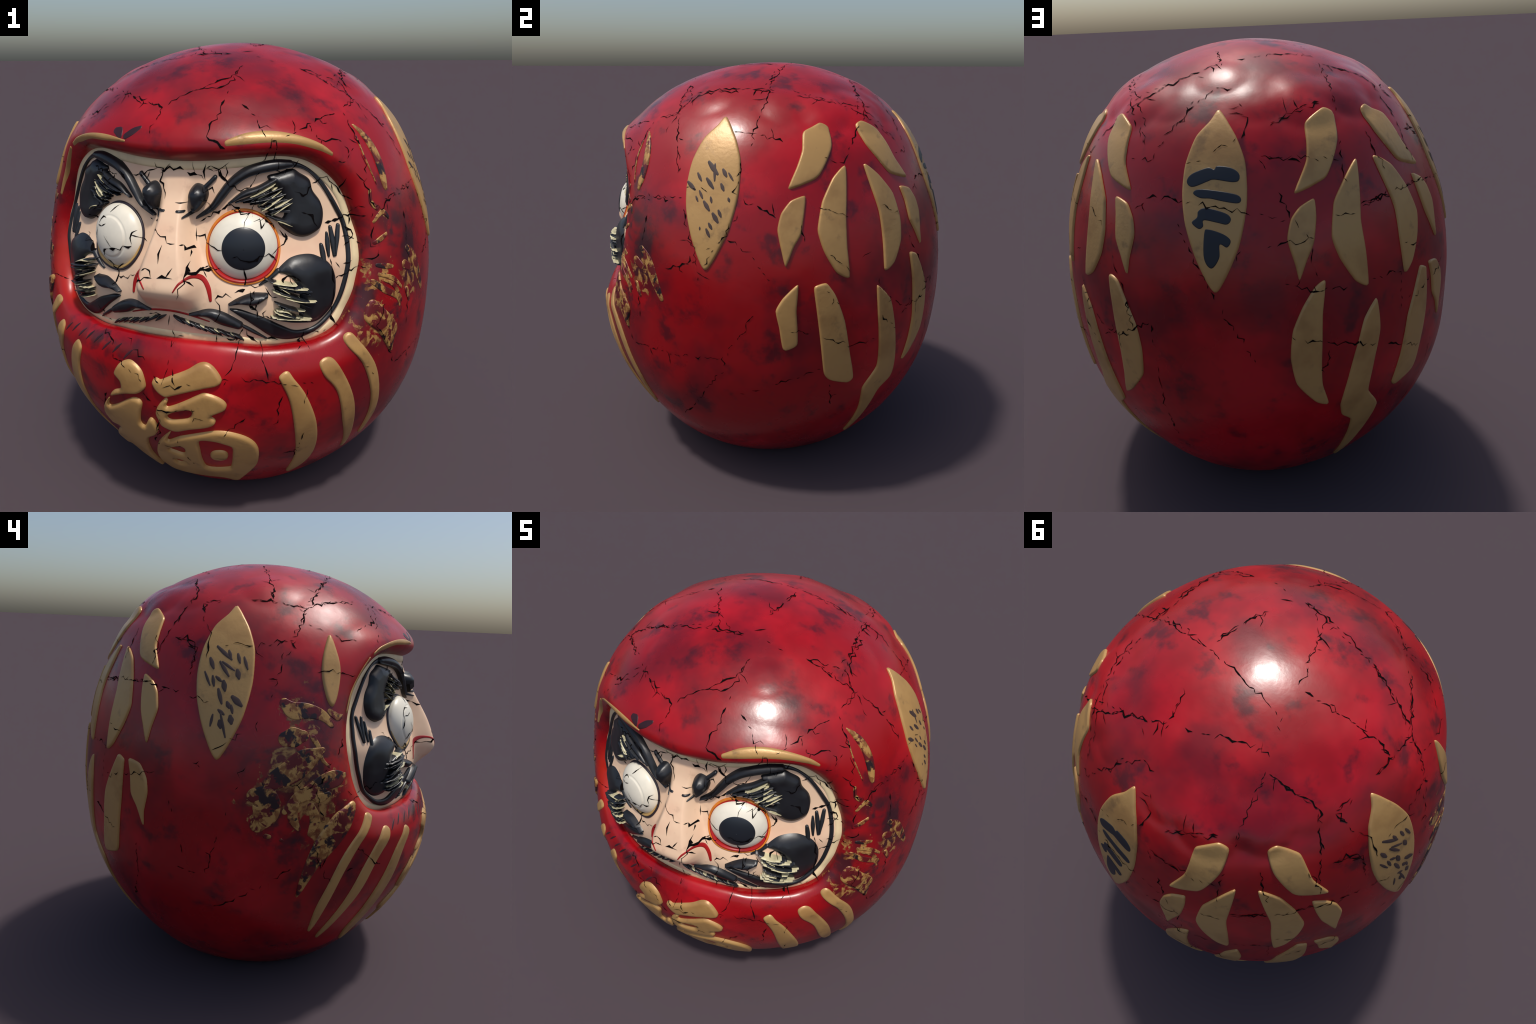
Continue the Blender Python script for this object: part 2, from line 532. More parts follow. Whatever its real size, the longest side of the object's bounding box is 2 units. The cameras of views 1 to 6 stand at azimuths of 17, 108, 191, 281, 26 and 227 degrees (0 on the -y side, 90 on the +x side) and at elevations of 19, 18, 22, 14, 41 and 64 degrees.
def emboss(name, chart, loops, material, height=.012, bevel=.014, parent=None, sink=.003, cell=None, under=0.0):
    """Raised piece: outline plus optional hole loops (chart metres), rounded at its edges."""
    cell = cell or chart.cell
    loops = [resample(l, step=cell * .7, closed=True) for l in loops]
    lo, hi = loops[0].min(0), loops[0].max(0)
    gx, gy = np.meshgrid(np.arange(lo[0], hi[0], cell), np.arange(lo[1], hi[1], cell * .87))
    gx[1::2] += cell / 2
    grid = np.stack([gx.ravel(), gy.ravel()], -1)
    ok = inside(loops[0], grid)
    for h in loops[1:]:
        ok &= ~inside(h, grid)
    grid = grid[ok]
    # extra rows of points follow the outline inward so that the bevel is crisp and even
    rows_ = []
    for l in loops:
        tan = np.roll(l, -1, 0) - np.roll(l, 1, 0)
        nor = np.stack([-tan[:, 1], tan[:, 0]], -1) / np.maximum(np.linalg.norm(tan, axis=1, keepdims=True), 1e-9)
        for f in (.22, .6, 1.0):
            for sgn in (1, -1):
                q = l + sgn * nor * f * bevel
                ok = inside(loops[0], q)
                for h in loops[1:]:
                    ok &= ~inside(h, q)
                q = q[ok]
                if len(q):
                    rows_.append(q[edge_distance(loops, q) > f * bevel * .93])
    if len(grid):
        grid = grid[edge_distance(loops, grid) > bevel + cell * .45]
    grid = np.vstack([grid, *rows_]) if rows_ else grid
    pts = [*loops]
    edges, n = [], 0
    for l in loops:
        m = len(l)
        edges += [(n + i, n + (i + 1) % m) for i in range(m)]
        n += m
    pts = np.vstack([*pts, grid]) if len(grid) else np.vstack(pts)
    v2, _, tri, *_ = delaunay_2d_cdt([Vector(p) for p in pts], edges, [], 0, 1e-6)
    v2 = np.array([tuple(v) for v in v2])
    tri = np.array([t for t in tri if len(t) == 3])
    mid = v2[tri].mean(1)
    ok = inside(loops[0], mid)
    for h in loops[1:]:
        ok &= ~inside(h, mid)
    tri = tri[ok]
    used, inv = np.unique(tri, return_inverse=True)
    v2, tri = v2[used], inv.reshape(-1, 3)
    d = edge_distance(loops, v2)
    t = np.clip(d / bevel, 0, 1)
    lift = np.where(d < 1e-5, -sink, 0) + height * np.sqrt(1 - (1 - t)**2) + under
    v3 = chart.wrap(v2, lift)
    c = v3[tri]
    facing = (np.cross(c[:, 1] - c[:, 0], c[:, 2] - c[:, 0]) * (c.mean(1) - np.array([0, 0, 1.0]))).sum(1)
    tri = np.where((facing < 0)[:, None], tri[:, ::-1], tri)
    TOP_PARTS.append((v3, tri))
    return add(name, mesh_from(name, v3, tri), material, parent)


def piece(name, chart, outline, material, holes=(), round_off=6, pull=1.0, **k):
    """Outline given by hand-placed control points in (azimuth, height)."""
    loops = [catmull(chart.flat(l), round_off, True, pull) for l in (outline, *holes)]
    return emboss(name, chart, loops, material, **k)


def stroke(name, chart, spine, half, material, **k):
    """Brush stroke: smooth spine in (azimuth, height), half-widths in metres along it, round ends."""
    half = np.broadcast_to(np.asarray(half, float), (len(spine),)) if np.ndim(half) == 0 else np.asarray(half, float)
    c = catmull(np.column_stack([chart.flat(spine), half]), 10)
    c = resample(c, max(8, len(c)))
    t = np.gradient(c[:, :2], axis=0)
    t = t / np.maximum(np.linalg.norm(t, axis=1, keepdims=True), 1e-9)
    nn = np.stack([-t[:, 1], t[:, 0]], -1)
    w = np.maximum(c[:, 2:3], .0012)
    ang = np.linspace(0, math.pi, 9)[1:-1, None]
    cap1 = c[-1, :2] + w[-1] * (nn[-1] * np.cos(ang) + t[-1] * np.sin(ang))
    cap0 = c[0, :2] + w[0] * (-nn[0] * np.cos(ang) - t[0] * np.sin(ang))
    loop = np.vstack([c[:, :2] + nn * w, cap1, (c[:, :2] - nn * w)[::-1], cap0])
    k.setdefault("bevel", float(half.max()) * .9)
    k.setdefault("cell", min(chart.cell, max(.003, float(half.max()) * .55)))
    return emboss(name, chart, [loop], material, **k)


def mirror(pts, about=0.0):
    return [(2 * about - p[0],) + tuple(p[1:]) for p in pts]


# ---------------------------------------------------------------- gold petals round the back
LEAF = [(-.4, 1.776), (2.4, 1.748), (6, 1.687), (8.3, 1.605), (8.3, 1.476), (5.8, 1.325), (.2, 1.170), (-4, 1.270), (-7.3, 1.40),
        (-8.6, 1.50), (-8.4, 1.60), (-6.3, 1.69), (-2.6, 1.74)]
leaves = {}
for centre, at in ((90, 89.8), (180, 182.2), (-90, -90.3)):
    leaves[centre] = piece("gold_leaf", BODY, [(at + a, z) for a, z in LEAF], GOLD, height=.009, bevel=.011, pull=.7)

UPPER = [(140.8, 1.735), (144.1, 1.750), (150.8, 1.718), (152.4, 1.65), (153.8, 1.593), (157.4, 1.502), (149.5, 1.535), (147, 1.56), (142.2, 1.66)]
MIDDLE = [(138.4, 1.582), (143.4, 1.54), (147.9, 1.455), (149.6, 1.343), (148, 1.255), (144.5, 1.164), (141, 1.132), (140.8, 1.27), (140.8, 1.39)]
SMALL = [(152.4, 1.476), (156.7, 1.457), (159.6, 1.41), (160.4, 1.345), (159.2, 1.265), (158.4, 1.200), (156.2, 1.271), (154.0, 1.328), (153, 1.41)]
LOWER = [(152, 1.184), (155.0, 1.17), (158, 1.105), (160.6, 1.01), (161.3, .90), (160, .78), (155, .684), (151.6, .657), (153.4, .76), (154.2, .87), (153.2, 1.06)]
LOWER_SHORT = [(155, 1.123), (155.6, 1.014), (155.5, .856), (159, .834), (160.2, .942), (161.4, 1.016), (159.2, 1.072)]
LONG = [(119.6, 1.119), (122.3, 1.124), (125, 1.065), (128, .95), (130.1, .79), (132.2, .656), (130.6, .632), (124.4, .662), (122.7, .704), (120.1, .934), (119.1, 1.095)]
TAILED = [(138.4, 1.081), (142.9, 1.005), (145.6, .86), (147.6, .71), (148.6, .628), (147.6, .575), (144.0, .519), (143.4, .34), (142.3, .20),
          (140.6, .22), (138.6, .40), (136.4, .57), (140.4, .675), (139.2, .82), (138.2, .95)]
for side in (1, -1):
    flip = (lambda p: p) if side == 1 else (lambda p: mirror(p))
    for k_, (shape, about) in enumerate([(UPPER, None), (UPPER, 135), (MIDDLE, None), (MIDDLE, 135), (SMALL, None), (SMALL, 135),
                                         (LOWER, None), (LOWER_SHORT if side == 1 else SMALL, 135), (LONG, None), (TAILED, None)]):
        pts = mirror(shape, about) if about else list(shape)
        if side == -1 and k_ == 7:                                  # a slim petal instead of the chipped one
            pts = [(a, z - .352 - .03 * (1.4 - z)) for a, z in pts]
        pts = [(a + RNG.normal(0, .22), z + RNG.normal(0, .003)) for a, z in flip(pts)]
        piece("gold_petal", BODY, pts, GOLD, height=.009, bevel=.010, pull=.55)

# characters on the back leaf
BACK_MARKS = [[(174.9, 1.545), (176.2, 1.570), (180.4, 1.590), (182.2, 1.584), (183, 1.595), (186.6, 1.589), (188.6, 1.572), (188.7, 1.550), (187.1, 1.543), (182.3, 1.552), (180.5, 1.546), (176.5, 1.528)],
              [(176.8, 1.508), (178.3, 1.521), (183.1, 1.516), (187.8, 1.504), (189.1, 1.488), (188.2, 1.475), (184.6, 1.482), (181.4, 1.491), (178.7, 1.493)],
              [(176.8, 1.412), (178.1, 1.430), (178.3, 1.449), (179.5, 1.460), (181.5, 1.459), (185.3, 1.443), (186.5, 1.424), (185.5, 1.407), (183.2, 1.413), (179.8, 1.421), (179.7, 1.401), (178.6, 1.392)],
              [(180, 1.379), (181, 1.391), (184.5, 1.376), (186.3, 1.354), (185.4, 1.331), (183.7, 1.341), (183.5, 1.295), (181.6, 1.259), (179.9, 1.294)]]
for m_ in BACK_MARKS:
    piece("ink_mark", BODY, m_, MARK_BLACK, height=.0015, bevel=.004, under=.0094, sink=0, parent=leaves[180], cell=.007)

# flecks of ink on the side leaves: (azimuth, height) to (azimuth, height), half-width in mm
FLECKS_RIGHT = [(87.7, 1.596, 91.2, 1.552, 11), (84.6, 1.551, 86.2, 1.523, 7), (92.8, 1.57, 94.1, 1.545, 9), (94.7, 1.558, 96.3, 1.53, 5), (87.9, 1.533, 90.4, 1.497, 9),
                (92.7, 1.515, 93.7, 1.491, 8), (81.8, 1.514, 84.5, 1.487, 9), (86.1, 1.484, 87.4, 1.456, 6), (85.2, 1.462, 86.1, 1.442, 5), (89.9, 1.463, 90.4, 1.442, 6),
                (88, 1.444, 89.9, 1.412, 9), (92.7, 1.414, 93.6, 1.39, 7), (91.1, 1.4, 92.8, 1.368, 10), (90.2, 1.361, 91.2, 1.34, 7), (89.6, 1.338, 90.7, 1.309, 7),
                (95.3, 1.463, 95.7, 1.45, 6), (89.9, 1.589, 90.5, 1.526, 7), (87.6, 1.344, 87.7, 1.332, 4)]
FLECKS_LEFT = [(-93.8, 1.606, -88.7, 1.558, 8), (-89.9, 1.591, -88.9, 1.562, 8), (-95.3, 1.558, -93.8, 1.521, 10), (-92.1, 1.547, -89, 1.495, 8), (-91.4, 1.548, -87.5, 1.517, 6),
               (-86.7, 1.518, -86, 1.489, 12), (-87, 1.58, -86.1, 1.547, 8), (-85, 1.569, -83.7, 1.524, 7), (-96.3, 1.506, -94.1, 1.455, 6), (-93.7, 1.491, -92.9, 1.454, 8),
               (-92.7, 1.49, -90.9, 1.473, 7), (-90.3, 1.473, -89.6, 1.44, 12), (-91.5, 1.443, -90.1, 1.389, 9), (-88.6, 1.395, -87.9, 1.375, 10), (-87.3, 1.417, -84.7, 1.386, 13),
               (-87.4, 1.384, -86.9, 1.355, 7), (-90.8, 1.364, -89.2, 1.348, 8), (-87.4, 1.342, -87, 1.317, 13), (-92.2, 1.345, -92.6, 1.3, 6), (-90.1, 1.352, -88.3, 1.261, 6), (-90.2, 1.322, -89.8, 1.297, 11)]
for leaf, flecks in ((90, FLECKS_RIGHT), (-90, FLECKS_LEFT)):
    for i, (a, z, a2, z2, w) in enumerate(flecks):
        h = w * .001
        stroke("ink_fleck", BODY, [(a, z), ((a + a2) / 2, (z + z2) / 2), (a2, z2)], [h * .6, h, h * .5], MARK_BROWN,
               height=.0008, under=.0094 + .0002 * (i % 4), sink=0, parent=leaves[leaf], cell=.005)

# ---------------------------------------------------------------- gold brush strokes on the belly
BELLY = [[(27.5, .816), (29.5, .833), (31.5, .802), (34.6, .722), (38.2, .579), (40.7, .421), (41.4, .29), (38.5, .20), (35.6, .19), (35.2, .349), (32.6, .545), (30.1, .704), (28, .788)],
         [(38, .848), (40.6, .860), (43.5, .806), (48.1, .664), (52.2, .487), (55.6, .33), (55.0, .29), (51.8, .37), (47, .529), (42.6, .707), (38.8, .796)],
         [(44.9, .920), (47.3, .936), (49.4, .894), (54.4, .78), (58.2, .647), (60.4, .50), (60.2, .36), (59.0, .38), (57, .533), (54.0, .675), (49.8, .806), (45.7, .885)]]
for side in (1, -1):
    for shape in BELLY:
        pts = shape if side == 1 else mirror(shape)
        piece("gold_stroke", BODY, [(a + RNG.normal(0, .15), z) for a, z in pts], GOLD, height=.008, bevel=.012)

# the character on the belly: pieces and their counters
piece("character_stroke", BODY, [(-14.6, .772), (-13, .812), (-10.4, .835), (-8.4, .83), (-6.1, .803), (-5.2, .755), (-5.7, .728), (-8, .701), (-12.1, .682), (-16.9, .647),
                                 (-17.3, .656), (-15.6, .682), (-13.1, .705), (-13, .74), (-14.1, .757)], GOLD, height=.015, bevel=.014)
piece("character_stroke", BODY, [(-17.3, .648), (-18.6, .618), (-19.6, .585), (-18.6, .585), (-15.4, .614), (-11.5, .657), (-9.4, .676), (-7.7, .675), (-7, .654), (-8.2, .60), (-9.1, .547), (-8.1, .532),
                                 (-6.5, .571), (-5.3, .59), (-4.2, .572), (-3.9, .534), (-5.3, .494), (-7.9, .463), (-9.4, .433), (-11.1, .361), (-12, .304), (-13, .195),
                                 (-15, .20), (-16.2, .245), (-17.8, .289), (-19.2, .335), (-22.5, .32), (-25.0, .372), (-18.5, .465), (-21.8, .468), (-23.2, .52), (-21.7, .575)], GOLD, height=.015, bevel=.014, round_off=5)
piece("character_stroke", BODY, [(-3.4, .77), (-2.2, .791), (-1, .786), (1.4, .805), (5.6, .835), (8.4, .862), (10.5, .867), (12.5, .849), (14.2, .809), (13, .786), (10, .772),
                                 (5.7, .748), (2.3, .727), (-.1, .714), (-2.3, .735)], GOLD, height=.015, bevel=.014)
piece("character_stroke", BODY, [(-.2, .706), (-2.2, .669), (-3.4, .631), (-3, .593), (-2.3, .563), (1.3, .544), (5.4, .567), (10.1, .588), (12.1, .609), (12.2, .629), (11.3, .647),
                                 (14.4, .676), (15.2, .696), (14.7, .718), (12.9, .738), (10, .751), (8.3, .74), (5.1, .708), (1.5, .676), (-.1, .669), (.6, .70)], GOLD,
      holes=[[(-.1, .624), (2.3, .651), (5.9, .667), (6.4, .652), (5.6, .627), (3, .612), (.4, .606)]], height=.015)
piece("character_stroke", BODY, [(-.1, .538), (-4.8, .461), (-7.2, .404), (-9.2, .327), (-9.1, .261), (-6.2, .208), (4.4, .205), (11.8, .205), (16.6, .165), (19.6, .227), (23.1, .335),
                                 (23.5, .424), (22.5, .487), (20.2, .532), (16.6, .56), (12.4, .568), (7.8, .548), (2.2, .513), (-2.2, .472)], GOLD,
      holes=[[(-3, .411), (.2, .443), (2.2, .448), (1.5, .393), (-1.3, .398)], [(-2.9, .335), (-.4, .341), (1, .317), (-2.5, .301)],
             [(7.4, .502), (10.9, .51), (13.9, .496), (15.9, .475), (15.9, .412), (15.3, .335), (14.3, .309), (7.8, .296), (6.7, .349), (6.9, .43)]], height=.015)
piece("character_stroke", BODY, [(9.4, .407), (10.6, .437), (13.1, .445), (14.6, .429), (14.5, .394), (12.7, .375), (10.1, .381)], GOLD, height=.012)

# ---------------------------------------------------------------- gold along the hood edge and worn gilding at the temples
stroke("lip_gilding", BODY, [(15.5, 1.645), (21, 1.660), (27.5, 1.664), (34, 1.652), (40.5, 1.625), (44, 1.60)], [.010, .020, .021, .017, .012, .007], GOLD, height=.007, cell=.006)
stroke("lip_gilding", BODY, [(-14.5, 1.640), (-22, 1.645), (-30, 1.642), (-38, 1.622), (-42, 1.60)], [.004, .010, .009, .007, .005], GOLD, height=.005, cell=.006)
stroke("lip_gilding", BODY, [(-44, 1.585), (-48, 1.53), (-52, 1.45), (-54, 1.38)], [.005, .007, .008, .005], GOLD, height=.005, cell=.006)
piece("temple_leaf", BODY, [(-57.6, 1.676), (-56.1, 1.607), (-55.8, 1.53), (-57.3, 1.441), (-59.2, 1.394), (-61, 1.422), (-62, 1.516), (-60.8, 1.60)], GOLD, height=.009)
piece("temple_leaf", BODY, [(55.6, 1.700), (60.4, 1.655), (63, 1.584), (63.3, 1.512), (62, 1.45), (60.6, 1.47), (60.2, 1.53), (59.3, 1.60), (57.2, 1.66)], WORN, height=.007)
stroke("worn_gilding", BODY, [(55.2, 1.655), (55.9, 1.58), (58.2, 1.48)], [.003, .004, .002], WORN, height=.004)

LEFT_GILDING = [([(-73.1, 1.406), (-70.6, 1.378), (-66.7, 1.377), (-62.6, 1.361), (-59.7, 1.325)], [.020, .034, .03, .022, .014]),
                ([(-60.2, 1.377), (-57.8, 1.357), (-56, 1.362)], [.012, .016, .008]),
                ([(-72.6, 1.268), (-70.4, 1.275), (-68, 1.28)], [.030, .040, .024]),
                ([(-62.6, 1.225), (-67.2, 1.186), (-70.9, 1.140), (-75.3, 1.102), (-77.3, 1.092)], [.012, .046, .048, .036, .016]),
                ([(-80.1, 1.040), (-77.4, 1.03), (-77.0, .97), (-79, .915)], [.030, .050, .052, .03]),
                ([(-76.7, .87), (-75.9, .868)], [.012, .010]), ([(-72.9, .856), (-72.2, .85)], [.008, .006]),
                ([(-72.2, .975), (-69, 1.033), (-65.3, 1.060), (-61.5, 1.097), (-58, 1.111), (-55.3, 1.122)], [.012, .024, .032, .036, .034, .008]),
                ([(-65.3, 1.04), (-63.2, 1.031), (-60.8, 1.046)], [.012, .02, .012]),
                ([(-69.5, 1.007), (-70.1, .951), (-68.3, .903)], [.014, .020, .010]),
                ([(-65.4, .998), (-64.1, .94), (-65.2, .879)], [.016, .022, .012]),
                ([(-65.3, 1.274), (-63.6, 1.233), (-62.7, 1.188), (-60.4, 1.155)], [.012, .010, .008, .005])]
for i, (line, half) in enumerate(LEFT_GILDING):
    stroke("worn_gilding", BODY, line, half, WORN, height=.0015, under=.0005 * (i % 5), bevel=.004, cell=.009)
piece("worn_stroke", BODY, [(-52.6, 1.005), (-51.7, .97), (-54.7, .867), (-59.4, .778), (-62.7, .713), (-66.8, .585), (-67.5, .612), (-66.1, .739), (-63.4, .856), (-59.2, .951), (-56, .985)],
      WORN, height=.010)
RIGHT_GILDING = [([(67.4, 1.213), (70.5, 1.167), (73.3, 1.089), (76, 1.011)], [.014, .024, .022, .012]), ([(65.4, 1.156), (67.9, 1.135)], [.018, .016]),
                 ([(57.1, 1.120), (60.3, 1.090), (63.7, 1.012)], [.005, .010, .006]), ([(55.7, 1.351), (58.6, 1.380), (60.6, 1.352)], [.006, .010, .006]),
                 ([(55.4, 1.272), (57.5, 1.284), (59.3, 1.298)], [.007, .010, .006]), ([(55.6, 1.184), (58, 1.174), (60.1, 1.166)], [.008, .012, .008]),
                 ([(54, 1.124), (57.3, 1.081), (61.8, 1.036), (63, .991)], [.010, .014, .012, .006]), ([(55.7, 1.148), (59.9, 1.120), (63.6, 1.068)], [.007, .010, .006]),
                 ([(55.4, 1.463), (55.4, 1.425), (57.1, 1.399)], [.008, .009, .010]), ([(66, 1.05), (67.5, 1.0)], [.012, .008])]
for i, (line, half) in enumerate(RIGHT_GILDING):
    stroke("worn_gilding", BODY, line, half, WORN, height=.0015, under=.0005 * (i % 5), bevel=.004, cell=.008)
piece("worn_stroke", BODY, [(50.8, .982), (53.3, 1.055), (57.4, .999), (62, .914), (61, .85), (60.1, .805), (54.8, .913)], WORN, height=.008)

# smoky brush dashes on the chin and two blots on the hood
for i in range(8):
    a, z = -36 + 3.6 * i, .872 - .004 * abs(i - 3) + RNG.normal(0, .006)
    stroke("soot_dash", BODY, [(a - 1.2, z - .022), (a, z), (a + 1.5, z + .022)], [.002, .0055, .002], SOOT, height=.0010, bevel=.004, cell=.006)
stroke("soot_dash", BODY, [(-19, 1.672), (-17.5, 1.668), (-16.5, 1.655)], [.012, .018, .012], SOOT, height=.0010, bevel=.006, cell=.007)
stroke("soot_dash", BODY, [(-14.5, 1.655), (-12.5, 1.672), (-10.5, 1.688)], [.012, .015, .008], SOOT, height=.0010, bevel=.006, cell=.007)

# ---------------------------------------------------------------- face relief, both halves of the face
BROW_BLOB = [(26.6, 1.529), (29.9, 1.542), (34.2, 1.554), (36.5, 1.538), (39.4, 1.513), (40.3, 1.472), (42.5, 1.43), (43.1, 1.384), (42, 1.334), (38.9, 1.308), (36, 1.303),
             (32.9, 1.318), (29.5, 1.359), (31.3, 1.388), (30.9, 1.438), (28.6, 1.489)]
CHEEK_BLOB = [(27.9, 1.189), (31.1, 1.23), (34.2, 1.245), (37.9, 1.246), (40.4, 1.234), (42.9, 1.211), (44.6, 1.173), (45.4, 1.123), (45.1, 1.057), (43.3, 1.008), (39.7, 0.977),
              (35.7, 0.981), (34, 1.014), (34.1, 1.082), (33, 1.144), (30.6, 1.178)]
BULB = [(4.1, 1.459), (4.7, 1.487), (6.5, 1.506), (8.9, 1.496), (10, 1.472), (9.2, 1.437), (6.6, 1.401), (5.1, 1.407)]


def hair_fan(name, s, roots, tips, count, material, half, height, parent):
    """Fan of fine tapering hairs between two hand-laid edges, each a little off the rule."""
    a, b = resample(catmull(roots, 8), count), resample(catmull(tips, 8), count)
    for p, q in zip(a, b):
        p, q = p + RNG.normal(0, 1, 2) * (.8, .004), q + RNG.normal(0, 1, 2) * (1.6, .003)
        bend = (p + q) / 2 + RNG.normal(0, 1, 2) * (.2, .004)
        w = half * RNG.uniform(.7, 1.3)
        stroke(name, FACE, [(s * v[0], v[1]) for v in (p, bend, q)], [w * .35, w, w * .4], material, height=height * RNG.uniform(.8, 1.05), parent=parent, sink=.004)


for s in (1, -1):
    side = (lambda p: [(s * q[0],) + tuple(q[1:]) for q in p])
    eyebrow = piece("eyebrow", FACE, side(BROW_BLOB), INK, height=.030, bevel=.045)
    stroke("eyebrow_arc", FACE, side([(6.6, 1.381), (10.8, 1.418), (13.6, 1.463), (16.3, 1.505), (20.2, 1.541), (24.3, 1.559), (29.2, 1.569), (33.5, 1.571)]),
           [.006, .013, .017, .018, .020, .022, .022, .016], INK, height=.030, parent=eyebrow)
    for i, (line, half) in enumerate([([(15.5, 1.433), (19.8, 1.468), (24.2, 1.486), (29.9, 1.524)], [.004, .011, .012, .01]),
                                      ([(19.4, 1.443), (24.1, 1.452), (30.5, 1.467)], [.003, .008, .009]),
                                      ([(23.4, 1.435), (27.3, 1.442), (32.5, 1.444)], [.004, .008, .008]),
                                      ([(24, 1.423), (28, 1.41), (32.9, 1.404)], [.004, .008, .008]),
                                      ([(26.2, 1.394), (29.5, 1.374), (33.2, 1.359)], [.005, .009, .008])]):
        stroke("eyebrow_hair", FACE, side(line), half, INK, height=.024, parent=eyebrow)
    hair_fan("eyebrow_hair", s, [(18.5, 1.446), (23.4, 1.430), (27.5, 1.385)], [(29.5, 1.500), (33.6, 1.430), (34.4, 1.345)], 9, INK, .0056, .034, eyebrow)
    hair_fan("pale_hair", s, [(21.5, 1.462), (24.4, 1.424), (28.3, 1.376)], [(28.5, 1.505), (32.6, 1.435), (33.0, 1.350)], 7, HAIR_LIGHT, .0040, .0360, eyebrow)
    bulb = piece("brow_tuft", FACE, side(BULB), INK, height=.062, bevel=.046)
    stroke("tuft_tail", FACE, side([(8.2, 1.483), (10.3, 1.509), (11.8, 1.528)]), [.010, .009, .009], INK, height=.012, parent=bulb)
    stroke("tuft_tail", FACE, side([(3.5, 1.389), (4.7, 1.397), (6.2, 1.408)]), [.004, .007, .007], INK, height=.010, parent=bulb)
    stroke("tuft_tail", FACE, side([(1.8, 1.411), (3.5, 1.41)]), [.004, .005], INK, height=.005, parent=bulb)
    cheek = piece("cheek_beard", FACE, side(CHEEK_BLOB), INK, height=.018, bevel=.05)
    stroke("beard_hair", FACE, side([(23.6, 1.143), (26, 1.165), (28.7, 1.196)]), [.003, .007, .008], INK, height=.008, parent=cheek)
    hair_fan("beard_hair", s, [(26.4, 1.172), (28.2, 1.100), (26.8, 1.028)], [(35.5, 1.135), (36.5, 1.070), (35.0, .995)], 11, INK, .0058, .042, cheek)
    hair_fan("pale_hair", s, [(27.2, 1.168), (28.6, 1.095), (27.4, 1.030)], [(33.6, 1.140), (35.2, 1.075), (33.6, 1.005)], 9, HAIR_LIGHT, .0042, .0440, cheek)
    stroke("beard_line", FACE, side([(33.5, 1.571), (36.6, 1.562), (39.5, 1.542), (42.3, 1.506), (44.7, 1.46), (47, 1.405), (49, 1.349), (49.5, 1.289), (49.4, 1.228), (48.6, 1.158), (47.2, 1.09),
                                     (45, 1.022), (41.9, 0.979), (38, 0.946), (33.1, 0.936), (28.5, 0.957), (24.1, 0.999), (20.8, 1.027), (18, 1.048), (15.9, 1.059)]),
           [.014, .010, .008, .009, .009, .010, .010, .010, .010, .010, .010, .009, .010, .013, .020, .029, .025, .018, .012, .003], INK, height=.012, bevel=.012, cell=.006)
    for line, half in [([(41.5, 1.271), (41.6, 1.246), (41.6, 1.213)], [.0081, .0108, .0095]), ([(43.6, 1.312), (43.4, 1.274), (43.2, 1.23)], [.0054, .0095, .0054]),
                       ([(44.9, 1.331), (45, 1.281), (44.8, 1.227)], [.0081, .0108, .0054]), ([(47.4, 1.335), (46.5, 1.29), (45.3, 1.227)], [.0081, .0095, .0041])]:
        stroke("temple_hair", FACE, side(line), half, INK, height=.009)
    stroke("moustache", FACE, side([(5.6, 1.033), (10.6, 1.041), (14, 1.021), (18.1, 0.994)]), [.006, .019, .026, .018], INK, height=.026)
    stroke("moustache", FACE, side([(15.7, 1.077), (18.5, 1.09), (22.2, 1.096), (25.2, 1.108)]), [.004, .012, .022, .010], INK, height=.034)
    stroke("moustache", FACE, side([(18, 1.002), (21.2, .972), (25.6, .930)]), [.004, .008, .003], INK, height=.012)
    for i in range(9):                                              # plaited lower edge of the moustache
        a, z = 2.6 + 1.9 * i + RNG.normal(0, .2), 1.006 - .0075 * i + RNG.normal(0, .002)
        stroke("lip_hair", FACE, side([(a - 1.6, z + .014), (a, z), (a + 1.6, z - .018)]), [.002, .007, .002], INK, height=.018)
        if i % 2:
            stroke("pale_hair", FACE, side([(a - .3, z + .012), (a + .7, z + .002), (a + 1.6, z - .006)]), [.001, .0032, .001], HAIR_LIGHT, height=.016)
    # eye: painted dome with ringed edge
    turn_, tilt = math.radians(19), math.radians(7)
    axis = np.array([s * math.sin(turn_) * math.cos(tilt), -math.cos(turn_) * math.cos(tilt), math.sin(tilt)])
    right = np.array([s * math.cos(turn_), math.sin(turn_), 0]) * s
    up = np.cross(right, axis) * s
    up = up if up[2] > 0 else -up
    centre = face_point(np.array([s * 19.6]), np.array([1.279]))[0] * [0, 0, 1] + np.array([s * math.sin(math.radians(19.6)) * .758, -math.cos(math.radians(19.6)) * .758, 0])

    def lathe(name, profile, material, parent=None, turn=96, shift=(0, 0)):
        """Solid of revolution about the eye's axis: profile of (radius, height)."""
        vs, fs = [], []
        for r, h in profile:
            for t in np.linspace(0, 2 * math.pi, turn, endpoint=False):
                vs.append(centre + right * (r * math.cos(t) + shift[0]) + up * (r * math.sin(t) + shift[1]) + axis * h)
        for i in range(len(profile) - 1):
            for q in range(turn):
                fs.append((i * turn + q, i * turn + (q + 1) % turn, (i + 1) * turn + (q + 1) % turn, (i + 1) * turn + q))
        vs, fs = np.array(vs), np.array(fs)
        c = vs[fs]
        if (np.cross(c[:, 1] - c[:, 0], c[:, 2] - c[:, 0]) @ axis).mean() < 0:
            fs = fs[:, ::-1]
        TOP_PARTS.append((vs, fs))
        return add(name, mesh_from(name, vs, fs), material, parent)

    def dome(r):
        return .064 * max(0, 1 - (r / .126)**2)**.60

    groove = .0018 if s < 0 else 0
    white = [(r, dome(r) + groove * float(smooth(.0, .004, .078 - r)) - groove * math.exp(-((r - .081) / .004)**2)) for r in np.linspace(.001, .1255, 60)]
